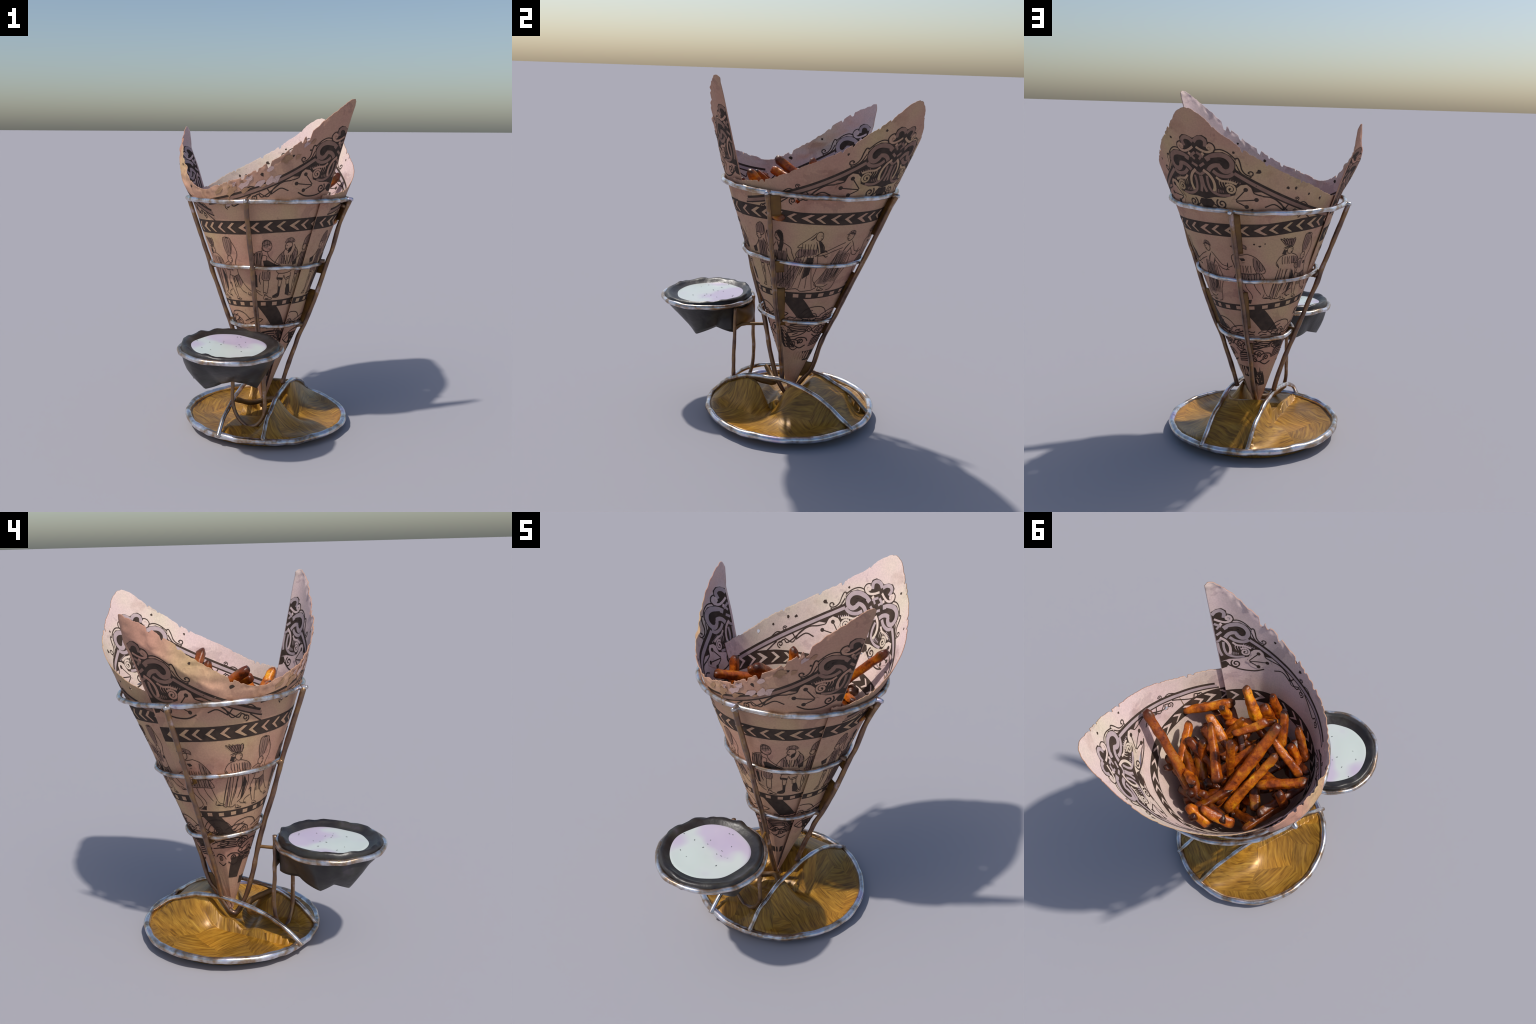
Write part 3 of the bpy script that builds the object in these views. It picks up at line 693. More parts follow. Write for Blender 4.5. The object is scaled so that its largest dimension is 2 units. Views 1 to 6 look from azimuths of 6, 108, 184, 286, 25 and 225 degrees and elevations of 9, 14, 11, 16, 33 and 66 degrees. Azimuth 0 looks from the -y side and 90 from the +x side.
# flat tone under the line work: hair, capes, boots, skirts
TONE = {
 'smock': [('mid', [(-.20, .91), (-.15, .95), (-.05, .955), (.02, .92), (.02, .875), (-.06, .90)]), ('mid', [(.10, .76), (.20, .67), (.26, .56), (.16, .50), (.10, .60)]), ('mid', [(-.15, .50), (-.19, .39), (-.06, .37), (.22, .38), (.19, .50)]), ('ink', [(-.09, .73), (-.03, .735), (-.01, .70), (-.06, .685)]), ('ink', [(.0, .06), (-.06, .01), (.03, .0), (.05, .07)])],
 'feather': [('ink', [(-.06, .80), (-.08, .74), (-.02, .73), (.0, .80)]), ('mid', [(-.10, .95), (-.04, .87), (.10, .87), (.12, .96), (.02, .985)]), ('mid', [(.10, .70), (.22, .68), (.24, .60), (.12, .60)]), ('mid', [(-.06, .50), (-.13, .2), (-.17, .05), (-.12, .05), (-.06, .3)]), ('ink', [(.14, .50), (.20, .40), (.15, .20), (.10, .14), (.13, .34)])],
 'carrier': [('mid', [(-.09, .93), (-.07, .99), (.06, .98), (.05, .86), (.01, .73), (-.05, .72), (-.09, .84)]), ('ink', [(-.08, .84), (.03, .85), (.01, .74), (-.05, .73)]), ('mid', [(-.14, .56), (.0, .60), (.0, .46), (-.08, .48)]), ('ink', [(.03, .58), (.07, .57), (.07, .53), (.03, .53)]), ('mid', [(.02, .38), (.10, .42), (.16, .30), (.10, .22)])],
 'helmet': [('mid', [(-.04, .86), (-.02, .93), (.04, .96), (.11, .93), (.09, .89), (.03, .82)]), ('mid', [(-.03, .79), (-.14, .75), (-.19, .6), (-.19, .52), (-.06, .52), (-.03, .7)]), ('ink', [(-.02, .63), (.06, .64), (.17, .58), (.27, .55), (.0, .53)]), ('mid', [(-.03, .46), (-.03, .33), (.09, .32), (.10, .46)]), ('ink', [(-.17, .40), (-.15, .2), (-.11, .2), (-.12, .40)])],
 'jacket': [('mid', [(-.08, .89), (-.05, .95), (.04, .965), (.10, .91)]), ('ink', [(.0, .80), (.06, .84), (.05, .76), (.0, .72)]), ('mid', [(-.07, .75), (-.03, .62), (.0, .56), (-.14, .56), (-.13, .69)]), ('mid', [(.11, .80), (.18, .74), (.16, .60), (.05, .57)]), ('ink', [(-.15, .02), (-.16, .05), (-.07, .10), (-.08, .20), (-.03, .20), (-.03, .05)]), ('ink', [(.08, .22), (.13, .24), (.19, .10), (.16, .04), (.09, .06)]), ('ink', [(-.12, .35), (-.02, .34), (-.02, .31), (-.12, .32)])],
 'turban': [('mid', [(-.07, .83), (-.05, .94), (.04, 1.0), (.09, .95), (.08, .84)]), ('ink', [(-.22, .60), (-.13, .63), (-.12, .54), (-.19, .53)]), ('mid', [(-.06, .72), (.06, .74), (.09, .52), (-.08, .50)]), ('mid', [(-.09, .50), (-.09, .38), (.10, .38), (.09, .50)])],
 'bearded': [('ink', [(.0, .88), (.05, .93), (.10, .88), (.10, .72), (.06, .58), (.01, .62), (.05, .78)]), ('mid', [(-.08, .60), (.12, .62), (.18, .40), (.15, .06), (-.15, .05)]), ('ink', [(.0, .5), (.05, .45), (.03, .08), (-.03, .08)])],
 'kneeling': [('mid', [(-.20, .68), (-.25, .60), (-.20, .54), (.10, .60), (.10, .68)]), ('mid', [(-.24, .56), (-.40, .26), (-.56, .05), (-.30, .04), (-.12, .50)]), ('ink', [(.10, .82), (.15, .80), (.22, .64), (.16, .62)]), ('ink', [(-.05, .55), (.06, .55), (.02, .28), (-.10, .2)])],
 'reaching': [('mid', [(-.01, .92), (.05, .965), (.13, .94), (.13, .88)]), ('mid', [(-.06, .66), (-.14, .45), (-.28, .12), (-.12, .1), (.06, .40), (.10, .62)]), ('ink', [(.02, .55), (.08, .5), (-.04, .2), (-.08, .2)])],
}
def figure(sheet, phi, kind, sx=1.0, w=1.0):
    y0 = interp(FILM[sheet][0], phi) + .008; y1 = interp(BAND[sheet][1], phi) - .022
    H = y1 - y0
    def to(p):
        z = y0 + p[1] * H
        # the print runs on flat paper, so the drawing narrows with the cone only a little
        return phi + math.degrees(p[0] * sx * H / (K * (.55 * z + .45 * 1.05 - .1))), z
    for ink, poly in TONE[kind]:
        fill(sheet, ink, poly, to, (1,), .06)
        # hatch the toned cloth with fold lines
        if ink == 'mid':
            xs = [p[0] for p in poly]; x = min(xs) + .018; j = 0
            while x < max(xs) - .008:
                ys = []
                for (ax, ay), (bx, by) in zip(poly, poly[1:] + poly[:1]):
                    if (ax - x) * (bx - x) < 0: ys.append(ay + (by - ay) * (x - ax) / (bx - ax))
                if len(ys) >= 2:
                    y0_, y1_ = min(ys), max(ys); m_ = .5 * (y0_ + y1_); w_ = .012 * math.sin(j * 2.3 + phi)
                    stroke(sheet, 'ink' if j % 3 == 0 else 'line', [(x, y0_ + .1 * (y1_ - y0_)), (x + w_, m_), (x - w_ * .4, y1_ - .05 * (y1_ - y0_))], .0065 * w, to, (1,), smooth=2)
                x += .026 + .01 * math.sin(j * 1.7); j += 1
    for ink, pts in FIG[kind]:
        stroke(sheet, 'ink' if ink == 'k' else 'line', pts, (.0175 if ink == 'k' else .0086) * w, to, (1,), smooth=3, taper='both' if ink == 'k' else None)

for f in (('front', -184, 'smock', 1.0), ('front', -147, 'feather', .95), ('front', -121, 'carrier', .95), ('front', -86, 'helmet', .95),
          ('front', -64, 'jacket', .95), ('front', -45, 'turban', .9), ('back', -24, 'turban', .9), ('back', -8, 'bearded', .95), ('back', 22, 'kneeling', .8), ('back', 50, 'reaching', .9),
          ('back', 86, 'smock', 1.0), ('back', 120, 'feather', .95), ('back', 140, 'carrier', .9)):
    figure(*f)

# dark ink-coloured patches laid on the flaps in place of holes
RN = random.Random(5)
for sheet, ph, z, r, sides in (('back', 96, 1.605, .012, BOTH), ('back', 113, 1.525, .009, BOTH), ('back', 118, 1.523, .008, BOTH), ('back', 84, 1.70, .008, BOTH), ('back', 50, 1.76, .008, BOTH),
                               ('back', 33, 1.64, .007, BOTH), ('front', -88, 1.585, .011, BOTH), ('front', -70, 1.69, .008, BOTH), ('front', -60, 1.72, .006, (1,)), ('front', -150, 1.50, .012, BOTH),
                               ('front', -171, 1.62, .007, BOTH), ('back', 128, 1.49, .007, BOTH), ('back', 93, 1.215, .005, (1,)), ('back', 97, 1.205, .006, (1,)), ('back', 101, 1.218, .005, (1,)), ('front', -118, 1.515, .007, BOTH)):
    to = lambda p, ph=ph, z=z: (ph + math.degrees(p[0] / (K * (z - .1))), z + p[1])
    n = 7; fill(sheet, 'ink', [(r * RN.uniform(.6, 1.5) * math.cos(6.283 * k / n), r * RN.uniform(.5, 1.2) * math.sin(6.283 * k / n)) for k in range(n)], to, sides)
# worn scraps: paler and browner torn flakes on the front flap
for k in range(26):
    ph = RN.uniform(-118, -58); top = smooth_interp(TOP_FRONT, ph); z = top - RN.uniform(.02, .12); r = RN.uniform(.006, .026)
    to = lambda p, ph=ph, z=z: (ph + math.degrees(p[0] / (K * (z - .1))), z + p[1] + .5 * p[0])
    n = 9; fill('front', 'scrap' if k % 3 else 'scrap2', [(1.5 * r * RN.uniform(.5, 1.4) * math.cos(6.283 * j / n), r * RN.uniform(.5, 1.3) * math.sin(6.283 * j / n)) for j in range(n)], to, (1,))
for key, nm in (('scrap', 'torn_flake'), ('scrap2', 'torn_flake'), ('ink', 'printed_band'), ('line', 'printed_figure'), ('mid', 'printed_ornament'), ('paper', 'printed_ornament'), ('ink2', 'printed_ornament'), ('paper2', 'printed_ornament'),
                ('mid_in', 'printed_ornament'), ('paper_in', 'printed_ornament'), ('paper2_in', 'printed_ornament')):
    if key in press.v:
        mt = {'mid_in': MID_IN, 'paper_in': PAPER_IN, 'paper2_in': PAPER_IN}.get(key) or INKS[key][0]
        o = mesh_object(nm, press.v[key], press.f[key], mt, True)
        o["kind"] = "stuff"
        adopt(paper, o)

# ------------------------------------------------------------------ wire stand
stand = empty('wire_stand', 'silver wire cone stand with round scanned patch of oak table', 'serving stand', (.034, .091, 0))

def ring_path(cx, cy, cz, r, tx, ty, n=120, seed=0, wob=.004, hug=0):
    out = []
    for k in range(n):
        a = 2 * math.pi * k / n
        q = V((math.cos(a) * 1.5, math.sin(a) * 1.5, seed))
        rr = r + noise.noise(q) * wob
        if hug:
            z0 = cz + (tx * math.cos(a) + ty * math.sin(a)) * r
            ph = math.degrees(a); c0 = axis(z0)
            pr = 0
            for sh, lo, hi in (('front', FRONT_LO, FRONT_HI), ('back', BACK_LO, BACK_HI)):
                for p in (ph, ph - 360):
                    if lo <= p <= hi:
                        w = cone_point(p, z0, sheet_off(sh, p, z0))
                        pr = max(pr, math.hypot(w.x - cx, w.y - cy))
            rr = max(rr, pr + hug)
        x, y = cx + rr * math.cos(a), cy + rr * math.sin(a)
        out.append(V((x, y, cz + tx * (x - cx) + ty * (y - cy) + noise.noise(q * 1.7 + V((3, 3, 3))) * wob)))
    return out

rim = tube('rim_ring', ring_path(.030, .157, 1.413, .490, .007, -.041, 160, 1, hug=.013), .0145, SILVER, closed=True, wob=.004, freq=12, seed=1)
mid = tube('hoop', ring_path(.030, .131, 1.017, .340, .010, -.057, 130, 2, hug=.011), .0125, SILVER, closed=True, wob=.003, freq=12, seed=2)
low = tube('hoop', ring_path(.032, .111, .646, .213, .021, -.075, 100, 3, hug=.011), .0125, SILVER, closed=True, wob=.003, freq=12, seed=3)
base_ring = tube('base_ring', ring_path(.034, .091, .059, .491, -.014, .011, 170, 4, .005), .019, SILVER, closed=True, wob=.004, freq=11, seed=4)

UPRIGHTS = [
    [(-.041, -.362, 1.440), (-.020, -.240, 1.065), (-.008, -.182, .860), (.002, -.124, .680), (.010, -.080, .52), (.020, -.048, .38), (.028, .000, .22), (.022, .045, .130), (.012, .072, .108), (.012, .110, .140),
     (.020, .176, .235), (.028, .222, .300), (.040, .276, .480), (.056, .346, .640), (.072, .424, .824), (.089, .514, 1.030), (.110, .624, 1.292), (.118, .670, 1.392)],
    [(-.478, .219, 1.402), (-.386, .192, 1.14), (-.345, .181, 1.026), (-.318, .175, .94), (-.272, .163, .82), (-.228, .150, .70), (-.197, .143, .610), (-.164, .135, .525), (-.115, .121, .382), (-.084, .110, .255)],
    [(.536, .073, 1.418), (.478, .073, 1.274), (.438, .073, 1.12), (.410, .073, 1.045), (.360, .073, .885), (.338, .073, .812), (.302, .073, .718), (.274, .073, .645), (.238, .073, .565), (.214, .073, .49), (.165, .073, .345), (.142, .072, .255)],
]
ups = []
for i, pts in enumerate(UPRIGHTS):
    ups.append(tube('upright', spline(pts, 14), .0140, BROWN_WIRE, wob=.0022, freq=9, seed=10 + i))
joints = []
for p in ((-.041, -.362, 1.440), (.118, .668, 1.394), (-.476, .219, 1.404), (.535, .073, 1.420)):
    q = V(p); c = axis(q.z); d = (V((q.x - c.x, q.y - c.y, 0))).normalized()
    joints.append(tube('weld', [q - d * .02, q - d * .005, q + d * .012, q + d * .02], .017, SILVER, wob=.004, seed=5, swell=lambda t: 1 - .5 * t))

ARCH_A = [(-.200, -.372, .062), (-.180, -.290, .135), (-.158, -.203, .180), (-.127, -.068, .224), (-.083, .124, .246), (-.050, .260, .235), (-.030, .345, .205), (-.006, .455, .160), (.022, .580, .062)]
ARCH_B = [(.064, -.398, .060), (.082, -.315, .150), (.098, -.255, .188), (.116, -.170, .225), (.146, -.035, .248), (.182, .127, .256), (.216, .290, .215), (.240, .385, .172), (.257, .460, .122), (.274, .540, .068)]
arch_a = tube('arch', spline(ARCH_A, 14), .0135, SILVER, wob=.003, freq=10, seed=21)
arch_b = tube('arch', spline(ARCH_B, 14), .0135, SILVER, wob=.003, freq=10, seed=22)

# oak table filled in by the scan: thin solid whose top is drawn up towards the arches
BC = V((.034, .091, 0)); BR = .488
def line_frame(A):
    p, q = V((A[0][0], A[0][1], 0)), V((A[-1][0], A[-1][1], 0))
    e = (q - p).normalized(); n = V((e.y, -e.x, 0))
    return p, e, n
PA, EA, NA = line_frame(ARCH_A); PB, EB, NB = line_frame(ARCH_B)
HA = [(p[1], p[2]) for p in ARCH_A]; HB = [(p[1], p[2]) for p in ARCH_B]
def base_top(x, y):
    r = math.hypot(x - BC.x, y - BC.y) / BR
    floor = .047 + .008 * (x - BC.x) + .008 * noise.noise(V((x * 4, y * 4, 1))) + .012 * sstep(.8, 1, r)
    da = (V((x, y, 0)) - PA).dot(NA); db = (V((x, y, 0)) - PB).dot(NB)
    ka = sstep(.12, .30, y)                                        # the left arch stands free in front
    kb = 1 - .95 * math.exp(-((y - .02) / .075) ** 2)              # gap under the right arch beside the cone's tip
    ha = max(0, smooth_interp(HA, y) - .012 - floor); hb = max(0, smooth_interp(HB, y) - .012 - floor)
    la = .042; lb = .068 * (1 + .3 * noise.noise(V((y * 5, 8, 0))))
    if da < 0: h = ha * ka * math.exp(-(-da / la) ** 1.2)
    elif db > 0: h = hb * kb * math.exp(-(db / lb) ** 1.2)
    else:
        t = da / (da - db)
        tent = (ha * (1 - t) + hb * t + .008) * (1 - .75 * sstep(.42, .54, y))
        wall = max(ha * ka * math.exp(-(da / .05) ** 1.3), hb * kb * math.exp(-(-db / .06) ** 1.3))
        front = .045 * sstep(-.38, -.25, y) * (1 - sstep(-.10, .0, y)) + .075 * sstep(-.06, .06, y) * (1 - .8 * math.exp(-((x - .0) ** 2 + (y - .07) ** 2) / .002))
        bk = sstep(.10, .24, y)
        h = bk * tent + (1 - bk) * max(wall, front)
    return floor + h
nr, na = 110, 220
verts = []; faces = []
def bpt(i, k, top):
    r = i / nr; a = 2 * math.pi * k / na
    x = BC.x + BR * r * math.cos(a); y = BC.y + BR * r * math.sin(a)
    if top:
        z = base_top(x, y)
        edge = .059 - .014 * (x - BC.x) + .011 * (y - BC.y)
        t = sstep(.955, 1, r)
        return V((x, y, z * (1 - t) + edge * t))
    edge = .059 - .014 * (x - BC.x) + .011 * (y - BC.y)
    return V((x, y, edge * sstep(.86, 1, r)))
for top in (True, False):
    for i in range(1, nr + 1):
        for k in range(na): verts.append(bpt(i, k, top))
off = nr * na
ct = len(verts); verts.append(V((BC.x, BC.y, base_top(BC.x, BC.y)))); cb = len(verts); verts.append(V((BC.x, BC.y, 0)))
for i in range(nr - 1):
    for k in range(na):
        k2 = (k + 1) % na
        faces.append((i*na + k, (i+1)*na + k, (i+1)*na + k2, i*na + k2))
        faces.append((off + i*na + k, off + i*na + k2, off + (i+1)*na + k2, off + (i+1)*na + k))
for k in range(na):
    k2 = (k + 1) % na
    faces.append((ct, k, k2)); faces.append((cb, off + k2, off + k))
    faces.append(((nr-1)*na + k, off + (nr-1)*na + k, off + (nr-1)*na + k2, (nr-1)*na + k2))
table_patch = mesh_object('scanned_table_patch', verts, faces, WOOD)

# wire that carries the cup: down from the cup hoop, round in a U and up again
cup_wire = tube('cup_support', spline([(-.128, -.215, .655), (-.130, -.212, .50), (-.134, -.206, .32), (-.132, -.208, .20), (-.105, -.222, .135), (-.060, -.236, .096), (-.025, -.243, .085), (.020, -.252, .102),
                                       (.052, -.262, .150), (.062, -.264, .22), (.060, -.266, .40), (.058, -.264, .62)], 14), .0115, BROWN_WIRE, wob=.004, freq=10, seed=31)
# small golden webs between the wires, remains of the scan and no real brackets
def web(name, a, b, c, d, n=8, sag=.01):
    verts = []; faces = []
    for side in (0, 1):
        for i in range(n + 1):
            for j in range(n + 1):
                u, w = i / n, j / n
                p = (V(a) * (1-u) + V(b) * u) * (1-w) + (V(d) * (1-u) + V(c) * u) * w
                s = math.sin(math.pi * u) * math.sin(math.pi * w)
                nn = (V(b) - V(a)).cross(V(d) - V(a)).normalized()
                pull = math.sin(math.pi * u) * (w - .5) * sag
                verts.append(p + nn * (s * sag + (.004 if side else -.004)) + V((0, 0, pull)))
    W = n + 1; S = W * W
    for i in range(n):
        for j in range(n):
            q = i*W + j
            faces.append((q, q + 1, q + W + 1, q + W)); faces.append((S + q, S + q + W, S + q + W + 1, S + q + 1))
    for i in range(n):
        for (p, q) in ((i*W, (i+1)*W), ((i+1)*W + n, i*W + n), (i + 1, i), (n*W + i, n*W + i + 1)):
            faces.append((p, q, S + q, S + p))
    return mesh_object(name, verts, faces, GOLD)
webs = [web('scan_web', (-.130, -.214, .63), (.058, -.266, .63), (.058, -.268, .47), (-.132, -.212, .47), sag=.05),
        tube('scan_strut', spline([(.056, -.264, .50), (.034, -.215, .520), (.018, -.150, .528), (.010, -.086, .532)], 8), .010, GOLD, wob=.002, seed=3),
        ]
def along(path, z):
    tab = sorted((p[2], p[0], p[1]) for p in path)
    return V((interp([(t[0], t[1]) for t in tab], z), interp([(t[0], t[2]) for t in tab], z), z))
W_BACK = [p for p in UPRIGHTS[0][10:]]; W_FRONT = [p for p in UPRIGHTS[0][:7]]
def wire_web(path, sheet, phi, z0, z1, pinch=0):
    a, b = along(path, z1), along(path, z0)
    c, d = cone_point(phi, z1 - pinch, sheet_off(sheet, phi, z1)), cone_point(phi, z0 + pinch, sheet_off(sheet, phi, z0))
    return web('scan_web', a, c, d, b, sag=.003)
webs += [wire_web(W_BACK, 'back', 84, 1.16, 1.385), wire_web(W_BACK, 'back', 85, .70, .93), wire_web(W_BACK, 'back', 86, .53, .60), wire_web(W_BACK, 'back', 80, .24, .34),
         wire_web(UPRIGHTS[2], 'back', -2, .62, .86), wire_web(UPRIGHTS[2], 'back', -3, 1.29, 1.41), wire_web(UPRIGHTS[2], 'back', -2, .96, 1.03),
         wire_web(UPRIGHTS[1], 'front', -185, .60, .66), wire_web(UPRIGHTS[1], 'front', -185, .97, 1.02),
         tube('scan_strut', spline([(-.135, -.115, .205), (-.085, -.070, .175), (-.03, -.030, .160), (.030, -.015, .170), (.080, -.060, .195), (.118, -.140, .225)], 10), .017, GOLD, wob=.004, seed=9)]
bumps = []
for p, d in (((.393, .072, 1.040), (-.05, 0, .0)), ((-.330, .175, 1.0), (.03, 0, -.02)), ((.264, .075, .64), (-.05, 0, -.01)), ((-.02, -.240, 1.04), (0, .03, -.01)), ((.52, .073, 1.37), (-.04, 0, .02))):
    p = V(p); d = V(d)
    bumps.append(tube('weld', [p, p + d * .5, p + d], .013, BROWN_WIRE, wob=.003, seed=8))
adopt(stand, rim, mid, low, base_ring, arch_a, arch_b, table_patch, cup_wire, *ups, *joints, *webs, *bumps)

# ------------------------------------------------------------------ dip cup
CC = V((-.102, -.509, .634)); CRAD = .281
cup = empty('dip_cup', 'black cup of creamy white dip with silver rim', 'sauce cup', (CC.x, CC.y, .42))
hoop = tube('cup_hoop', ring_path(CC.x, CC.y, CC.z, CRAD, .0, .012, 120, 6, .006), .0145, SILVER, closed=True, wob=.005, freq=10, seed=41)
# skirt: corners of the ragged underside left by the scan, (angle, radius, height)
CORN = sorted([(math.atan2(y - CC.y, x - CC.x), math.hypot(x - CC.x, y - CC.y), z) for x, y, z in
               ((-.226, -.629, .437), (.047, -.524, .417), (-.314, -.493, .447), (-.135, -.240, .462), (.030, -.290, .455), (-.05, -.262, .475), (-.078, -.605, .478), (-.140, -.60, .460), (-.285, -.560, .478), (-.01, -.585, .462), (.02, -.40, .475), (-.25, -.37, .49))])
def around(tab, a, idx):
    t = [(c[0] - 2*math.pi, c[idx]) for c in tab] + [(c[0], c[idx]) for c in tab] + [(c[0] + 2*math.pi, c[idx]) for c in tab]
    return interp(t, a)
na = 96; prof = []
def cup_ring(f):
    return [f(-math.pi + 2 * math.pi * k / na) for k in range(na)]
def at(a, r, z): return V((CC.x + r * math.cos(a), CC.y + r * math.sin(a), z))
def tilt(a, r): return -.037 * r * math.cos(a) + .04 * r * math.sin(a)
wv = lambda a, s, f=2.2: noise.noise(V((math.cos(a) * f, math.sin(a) * f, s)))
rings = []
rings.append(cup_ring(lambda a: at(a, around(CORN, a, 1) * .45, around(CORN, a, 2) + .035)))
rings.append(cup_ring(lambda a: at(a, around(CORN, a, 1) * .93, around(CORN, a, 2) + .010)))
rings.append(cup_ring(lambda a: at(a, around(CORN, a, 1), around(CORN, a, 2))))
for t in (.12, .3, .5, .7, .88, 1):
    rings.append(cup_ring(lambda a, t=t: at(a, around(CORN, a, 1) * (1 - t) + .274 * t + math.sin(math.pi * t) * (.006 * wv(a, 1, 3) + .028 * max(0, -math.sin(a + .25)) ** .7),
                                             around(CORN, a, 2) * (1 - t) + .628 * t)))
rings.append(cup_ring(lambda a: at(a, .272, .648 + .6 * tilt(a, .27))))
rings.append(cup_ring(lambda a: at(a, .270 + .010 * wv(a, 5, 4), .664 + tilt(a, .27) + .016 * wv(a, 4, 4))))
rings.append(cup_ring(lambda a: at(a, .256 + .008 * wv(a, 6, 3), .671 + tilt(a, .25) + .012 * wv(a, 9, 4))))
rings.append(cup_ring(lambda a: at(a, .240 + .006 * wv(a, 6, 3), .664 + tilt(a, .24))))
rings.append(cup_ring(lambda a: at(a, .222, .650 + tilt(a, .22))))
rings.append(cup_ring(lambda a: at(a, .16, .635)))
verts = [v for r in rings for v in r]; faces = []
for i in range(len(rings) - 1):
    for k in range(na):
        k2 = (k + 1) % na
        faces.append((i*na + k, i*na + k2, (i+1)*na + k2, (i+1)*na + k))
faces.append(tuple(reversed(range(na)))); faces.append(tuple((len(rings)-1)*na + k for k in range(na)))
shell = mesh_object('cup_shell', verts, faces, BLACK)
# dip surface
verts = []; faces = []; nr = 26
SC = V((-.117, -.500, .649))
for i in range(nr + 1):
    r = .229 * i / nr
    for k in range(na):
        a = 2 * math.pi * k / na
        rr = r * (1 + .02 * wv(a, 2, 1.5) * i / nr)
        x, y = rr * math.cos(a), rr * math.sin(a)
        z = SC.z - .041 * x + .037 * y + .004 * noise.noise(V((x * 7, y * 7, 2))) - .012 * sstep(.9, 1, i / nr)
        verts.append(V((SC.x + x, SC.y + y, z)))
for i in range(nr):
    for k in range(na):
        k2 = (k + 1) % na
        faces.append((i*na + k, (i+1)*na + k, (i+1)*na + k2, i*na + k2))
n0 = len(verts)
for k in range(na): verts.append(verts[nr*na + k] + V((0, 0, -.03)))
for k in range(na):
    k2 = (k + 1) % na; faces.append((nr*na + k, n0 + k, n0 + k2, nr*na + k2))
faces.append(tuple(reversed([n0 + k for k in range(na)])))
dip = mesh_object('dip', verts, faces, SAUCE)
# herb flecks
verts = []; faces = []
for k in range(14):
    a = R.uniform(0, 6.28); r = .21 * math.sqrt(R.random()); x, y = r * math.cos(a), r * math.sin(a)
    c = V((SC.x + x, SC.y + y, SC.z - .041 * x + .037 * y + .004 * noise.noise(V((x * 7, y * 7, 2))) + .0012))
    b = R.uniform(0, 6.28); l = R.uniform(.003, .007); w = R.uniform(.002, .0035); n0 = len(verts)
    for j in range(8):
        t = j * math.pi / 4
        p = V((l * math.cos(t), w * math.sin(t), 0)); p.rotate(__import__('mathutils').Euler((0, 0, b)))
        verts.append(c + p)
    verts.append(c + V((0, 0, .0015)))
    faces += [(n0 + j, n0 + (j + 1) % 8, n0 + 8) for j in range(8)]
herbs = mesh_object('herb_fleck', verts, faces, HERB); herbs["kind"] = "stuff"
adopt(cup, hoop, shell, dip, herbs)

# ------------------------------------------------------------------ fries
def fry_mesh(name, length, w, h, bend, seed, blunt):
    """rounded bar along local x, bent and slightly lumpy"""
    n, seg = 26, 20
    tap = .35 * abs(math.sin(seed * 7.3))
    verts = []; faces = []
    for i in range(n + 1):
        t = i / n; x = (t - .5) * length
        e = min(t, 1 - t) * length / (w * (1.1 if blunt else 1.8))
        cap = math.sqrt(clampf(1 - (1 - clampf(e, 0, 1)) ** 2, 0, 1)) if e < 1 else 1
        cap = .55 + .45 * cap
        s = (1 + .20 * noise.noise(V((x * 9, seed, 0)))) * (1 - tap * t)
        by = bend * (4 * (t - .5) ** 2 - .5); bz = .3 * bend * math.sin(t * 5 + seed)
        for k in range(seg):
            a = 2 * math.pi * k / seg + .3 * math.sin(t * 3 + seed)
            c, d = math.cos(a), math.sin(a)
            q = (abs(c) ** 4.6 + abs(d) ** 4.6) ** (-1 / 4.6)
            y, z = c * q * w * s * cap, d * q * h * s * cap
            p = V((x, y + by, z + bz))
            m = .0035 * noise.noise(p * 45 + V((seed * 3, 0, 0))) + .0045 * noise.noise(p * 18 + V((0, seed * 5, 0)))
            p += V((0, c, d)) * m
            p.x += .35 * y * (abs(2 * t - 1) ** 6) * math.sin(seed * 3)
            verts.append(p)
    for i in range(n):
        for k in range(seg):
            k2 = (k + 1) % seg
            faces.append((i*seg + k, i*seg + k2, (i+1)*seg + k2, (i+1)*seg + k))
    faces.append(tuple(reversed(range(seg)))); faces.append(tuple(n*seg + k for k in range(seg)))
    me = bpy.data.meshes.new(name); me.from_pydata([tuple(v) for v in verts], [], faces); me.update()
    me.polygons.foreach_set('use_smooth', [True] * len(me.polygons)); me.materials.append(FRY)
    return me

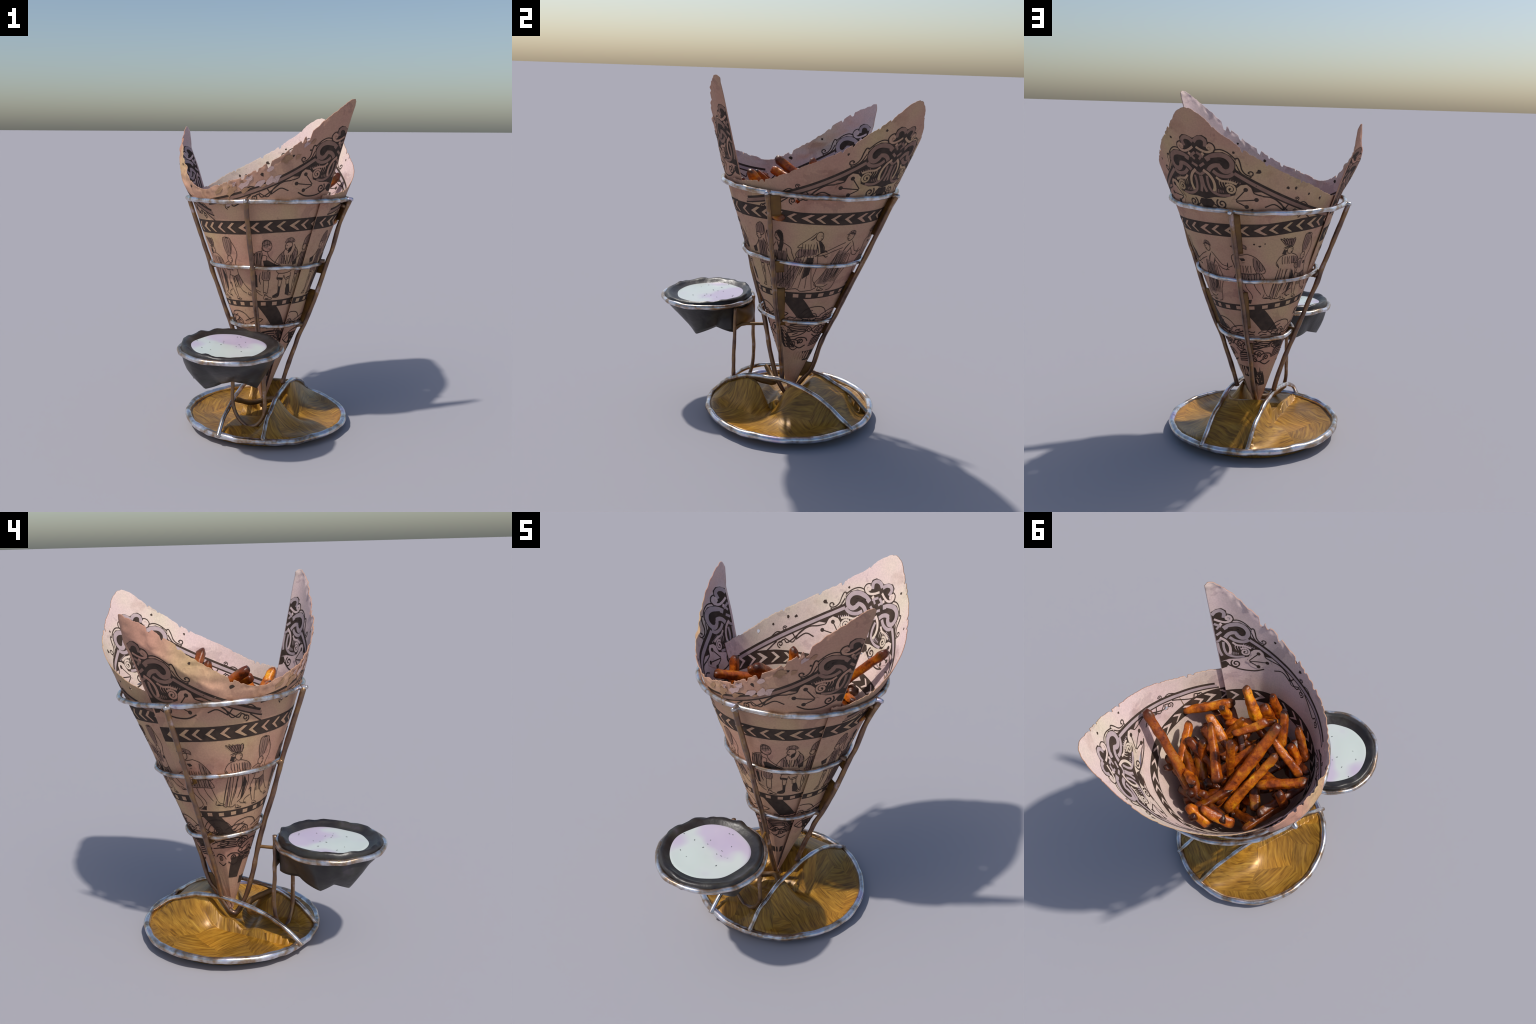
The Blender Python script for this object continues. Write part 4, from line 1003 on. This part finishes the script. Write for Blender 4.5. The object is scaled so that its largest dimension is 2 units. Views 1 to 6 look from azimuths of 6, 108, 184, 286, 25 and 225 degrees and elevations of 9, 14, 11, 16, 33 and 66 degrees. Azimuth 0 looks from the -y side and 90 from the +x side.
FRIES = [  # end, end, half width
    ((.440, .155, 1.335), (.255, -.058, 1.385), .034), ((.255, -.145, 1.44), (.120, -.104, 1.28), .033), ((.261, .110, 1.365), (.004, .302, 1.30), .031),
    ((.354, .177, 1.35), (.230, .388, 1.27), .030), ((.466, .352, 1.558), (.068, .409, 1.12), .030), ((-.074, -.078, 1.535), (-.050, .402, 1.20), .031),
    ((-.137, .010, 1.41), (-.080, .345, 1.14), .031), ((.120, .080, 1.38), (.028, -.090, 1.42), .028), ((-.050, -.044, 1.40), (-.270, -.038, 1.27), .028),
    ((-.140, .165, 1.28), (-.335, -.012, 1.345), .031), ((.125, -.150, 1.38), (.085, -.190, 1.20), .034), ((.118, -.216, 1.43), (.060, -.225, 1.24), .025),
    ((.004, -.194, 1.435), (-.085, -.072, 1.30), .032), ((-.097, -.185, 1.405), (-.228, -.118, 1.27), .028), ((.223, .194, 1.33), (.170, .290, 1.16), .028),
    ((.133, .130, 1.32), (.149, .040, 1.18), .027), ((.022, .165, 1.555), (.015, .235, 1.15), .029), ((.079, .400, 1.335), (.250, .334, 1.17), .029),
    ((.287, .0, 1.365), (.262, -.03, 1.18), .029), ((-.062, .484, 1.365), (-.228, .410, 1.29), .033), ((.004, .518, 1.345), (-.142, .500, 1.29), .030),
    ((-.318, .160, 1.44), (-.290, .120, 1.16), .030), ((.014, .394, 1.285), (.145, .380, 1.13), .026), ((-.166, .224, 1.18), (-.060, .228, 1.06), .027),
    ((.161, -.038, 1.345), (.210, .055, 1.20), .028), ((-.122, -.105, 1.345), (-.220, -.080, 1.22), .028), ((.340, .060, 1.29), (.180, .10, 1.22), .030),
    ((.00, .02, 1.32), (.07, .24, 1.21), .029), ((-.22, .06, 1.27), (-.02, .14, 1.18), .030), ((.05, -.17, 1.27), (.26, .01, 1.22), .030),
]
def add_fry(p, q, w, i, extend=0):
    p, q = V(p), V(q); d = p - q
    if extend: q = q - d.normalized() * extend; d = p - q
    L = d.length
    me = fry_mesh('french_fry', L, w * .92, w * R.uniform(.72, .95), R.uniform(-.012, .012) * min(1, L / .25), i * 1.37 + .5, R.random() < .5)
    ob = bpy.data.objects.new('french_fry', me)
    ob.rotation_mode = 'QUATERNION'
    from mathutils import Quaternion
    ob.rotation_quaternion = d.to_track_quat('X', 'Z') @ Quaternion((1, 0, 0), R.uniform(-.8, .8))
    ob.location = (p + q) / 2
    bpy.context.scene.collection.objects.link(ob)
    ob["label"] = "bent caramel brown fry with dark crisp ends"; ob["category"] = "french fry"
    return ob
for i, (p, q, w) in enumerate(FRIES):
    dz = {0: -.055, 3: -.02, 4: 0, 5: 0, 16: 0, 19: -.05, 20: -.05, 21: 0, 10: .02, 11: .0, 12: .02, 13: .03, 8: .03}.get(i, .05)   # heap is highest in the middle
    p = (p[0] - .4 * dz, p[1] + .3 * dz, p[2] + dz); q = (q[0] - .4 * dz, q[1] + .3 * dz, q[2] + dz)
    add_fry(p, q, w, i)
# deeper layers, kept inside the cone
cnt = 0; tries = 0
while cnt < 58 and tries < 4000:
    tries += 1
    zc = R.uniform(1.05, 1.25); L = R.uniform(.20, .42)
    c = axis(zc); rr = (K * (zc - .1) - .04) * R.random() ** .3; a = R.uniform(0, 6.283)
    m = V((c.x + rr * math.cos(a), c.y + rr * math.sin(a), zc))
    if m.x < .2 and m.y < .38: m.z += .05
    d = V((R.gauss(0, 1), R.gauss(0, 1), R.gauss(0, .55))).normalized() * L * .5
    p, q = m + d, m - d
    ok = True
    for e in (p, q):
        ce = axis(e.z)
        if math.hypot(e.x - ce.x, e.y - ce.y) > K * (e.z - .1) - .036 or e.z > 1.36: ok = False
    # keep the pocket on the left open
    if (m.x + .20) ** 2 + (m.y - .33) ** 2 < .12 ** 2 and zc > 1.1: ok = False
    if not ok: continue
    add_fry(p, q, R.uniform(.025, .031), 100 + cnt).data.materials[0] = FRY_SHADED; cnt += 1
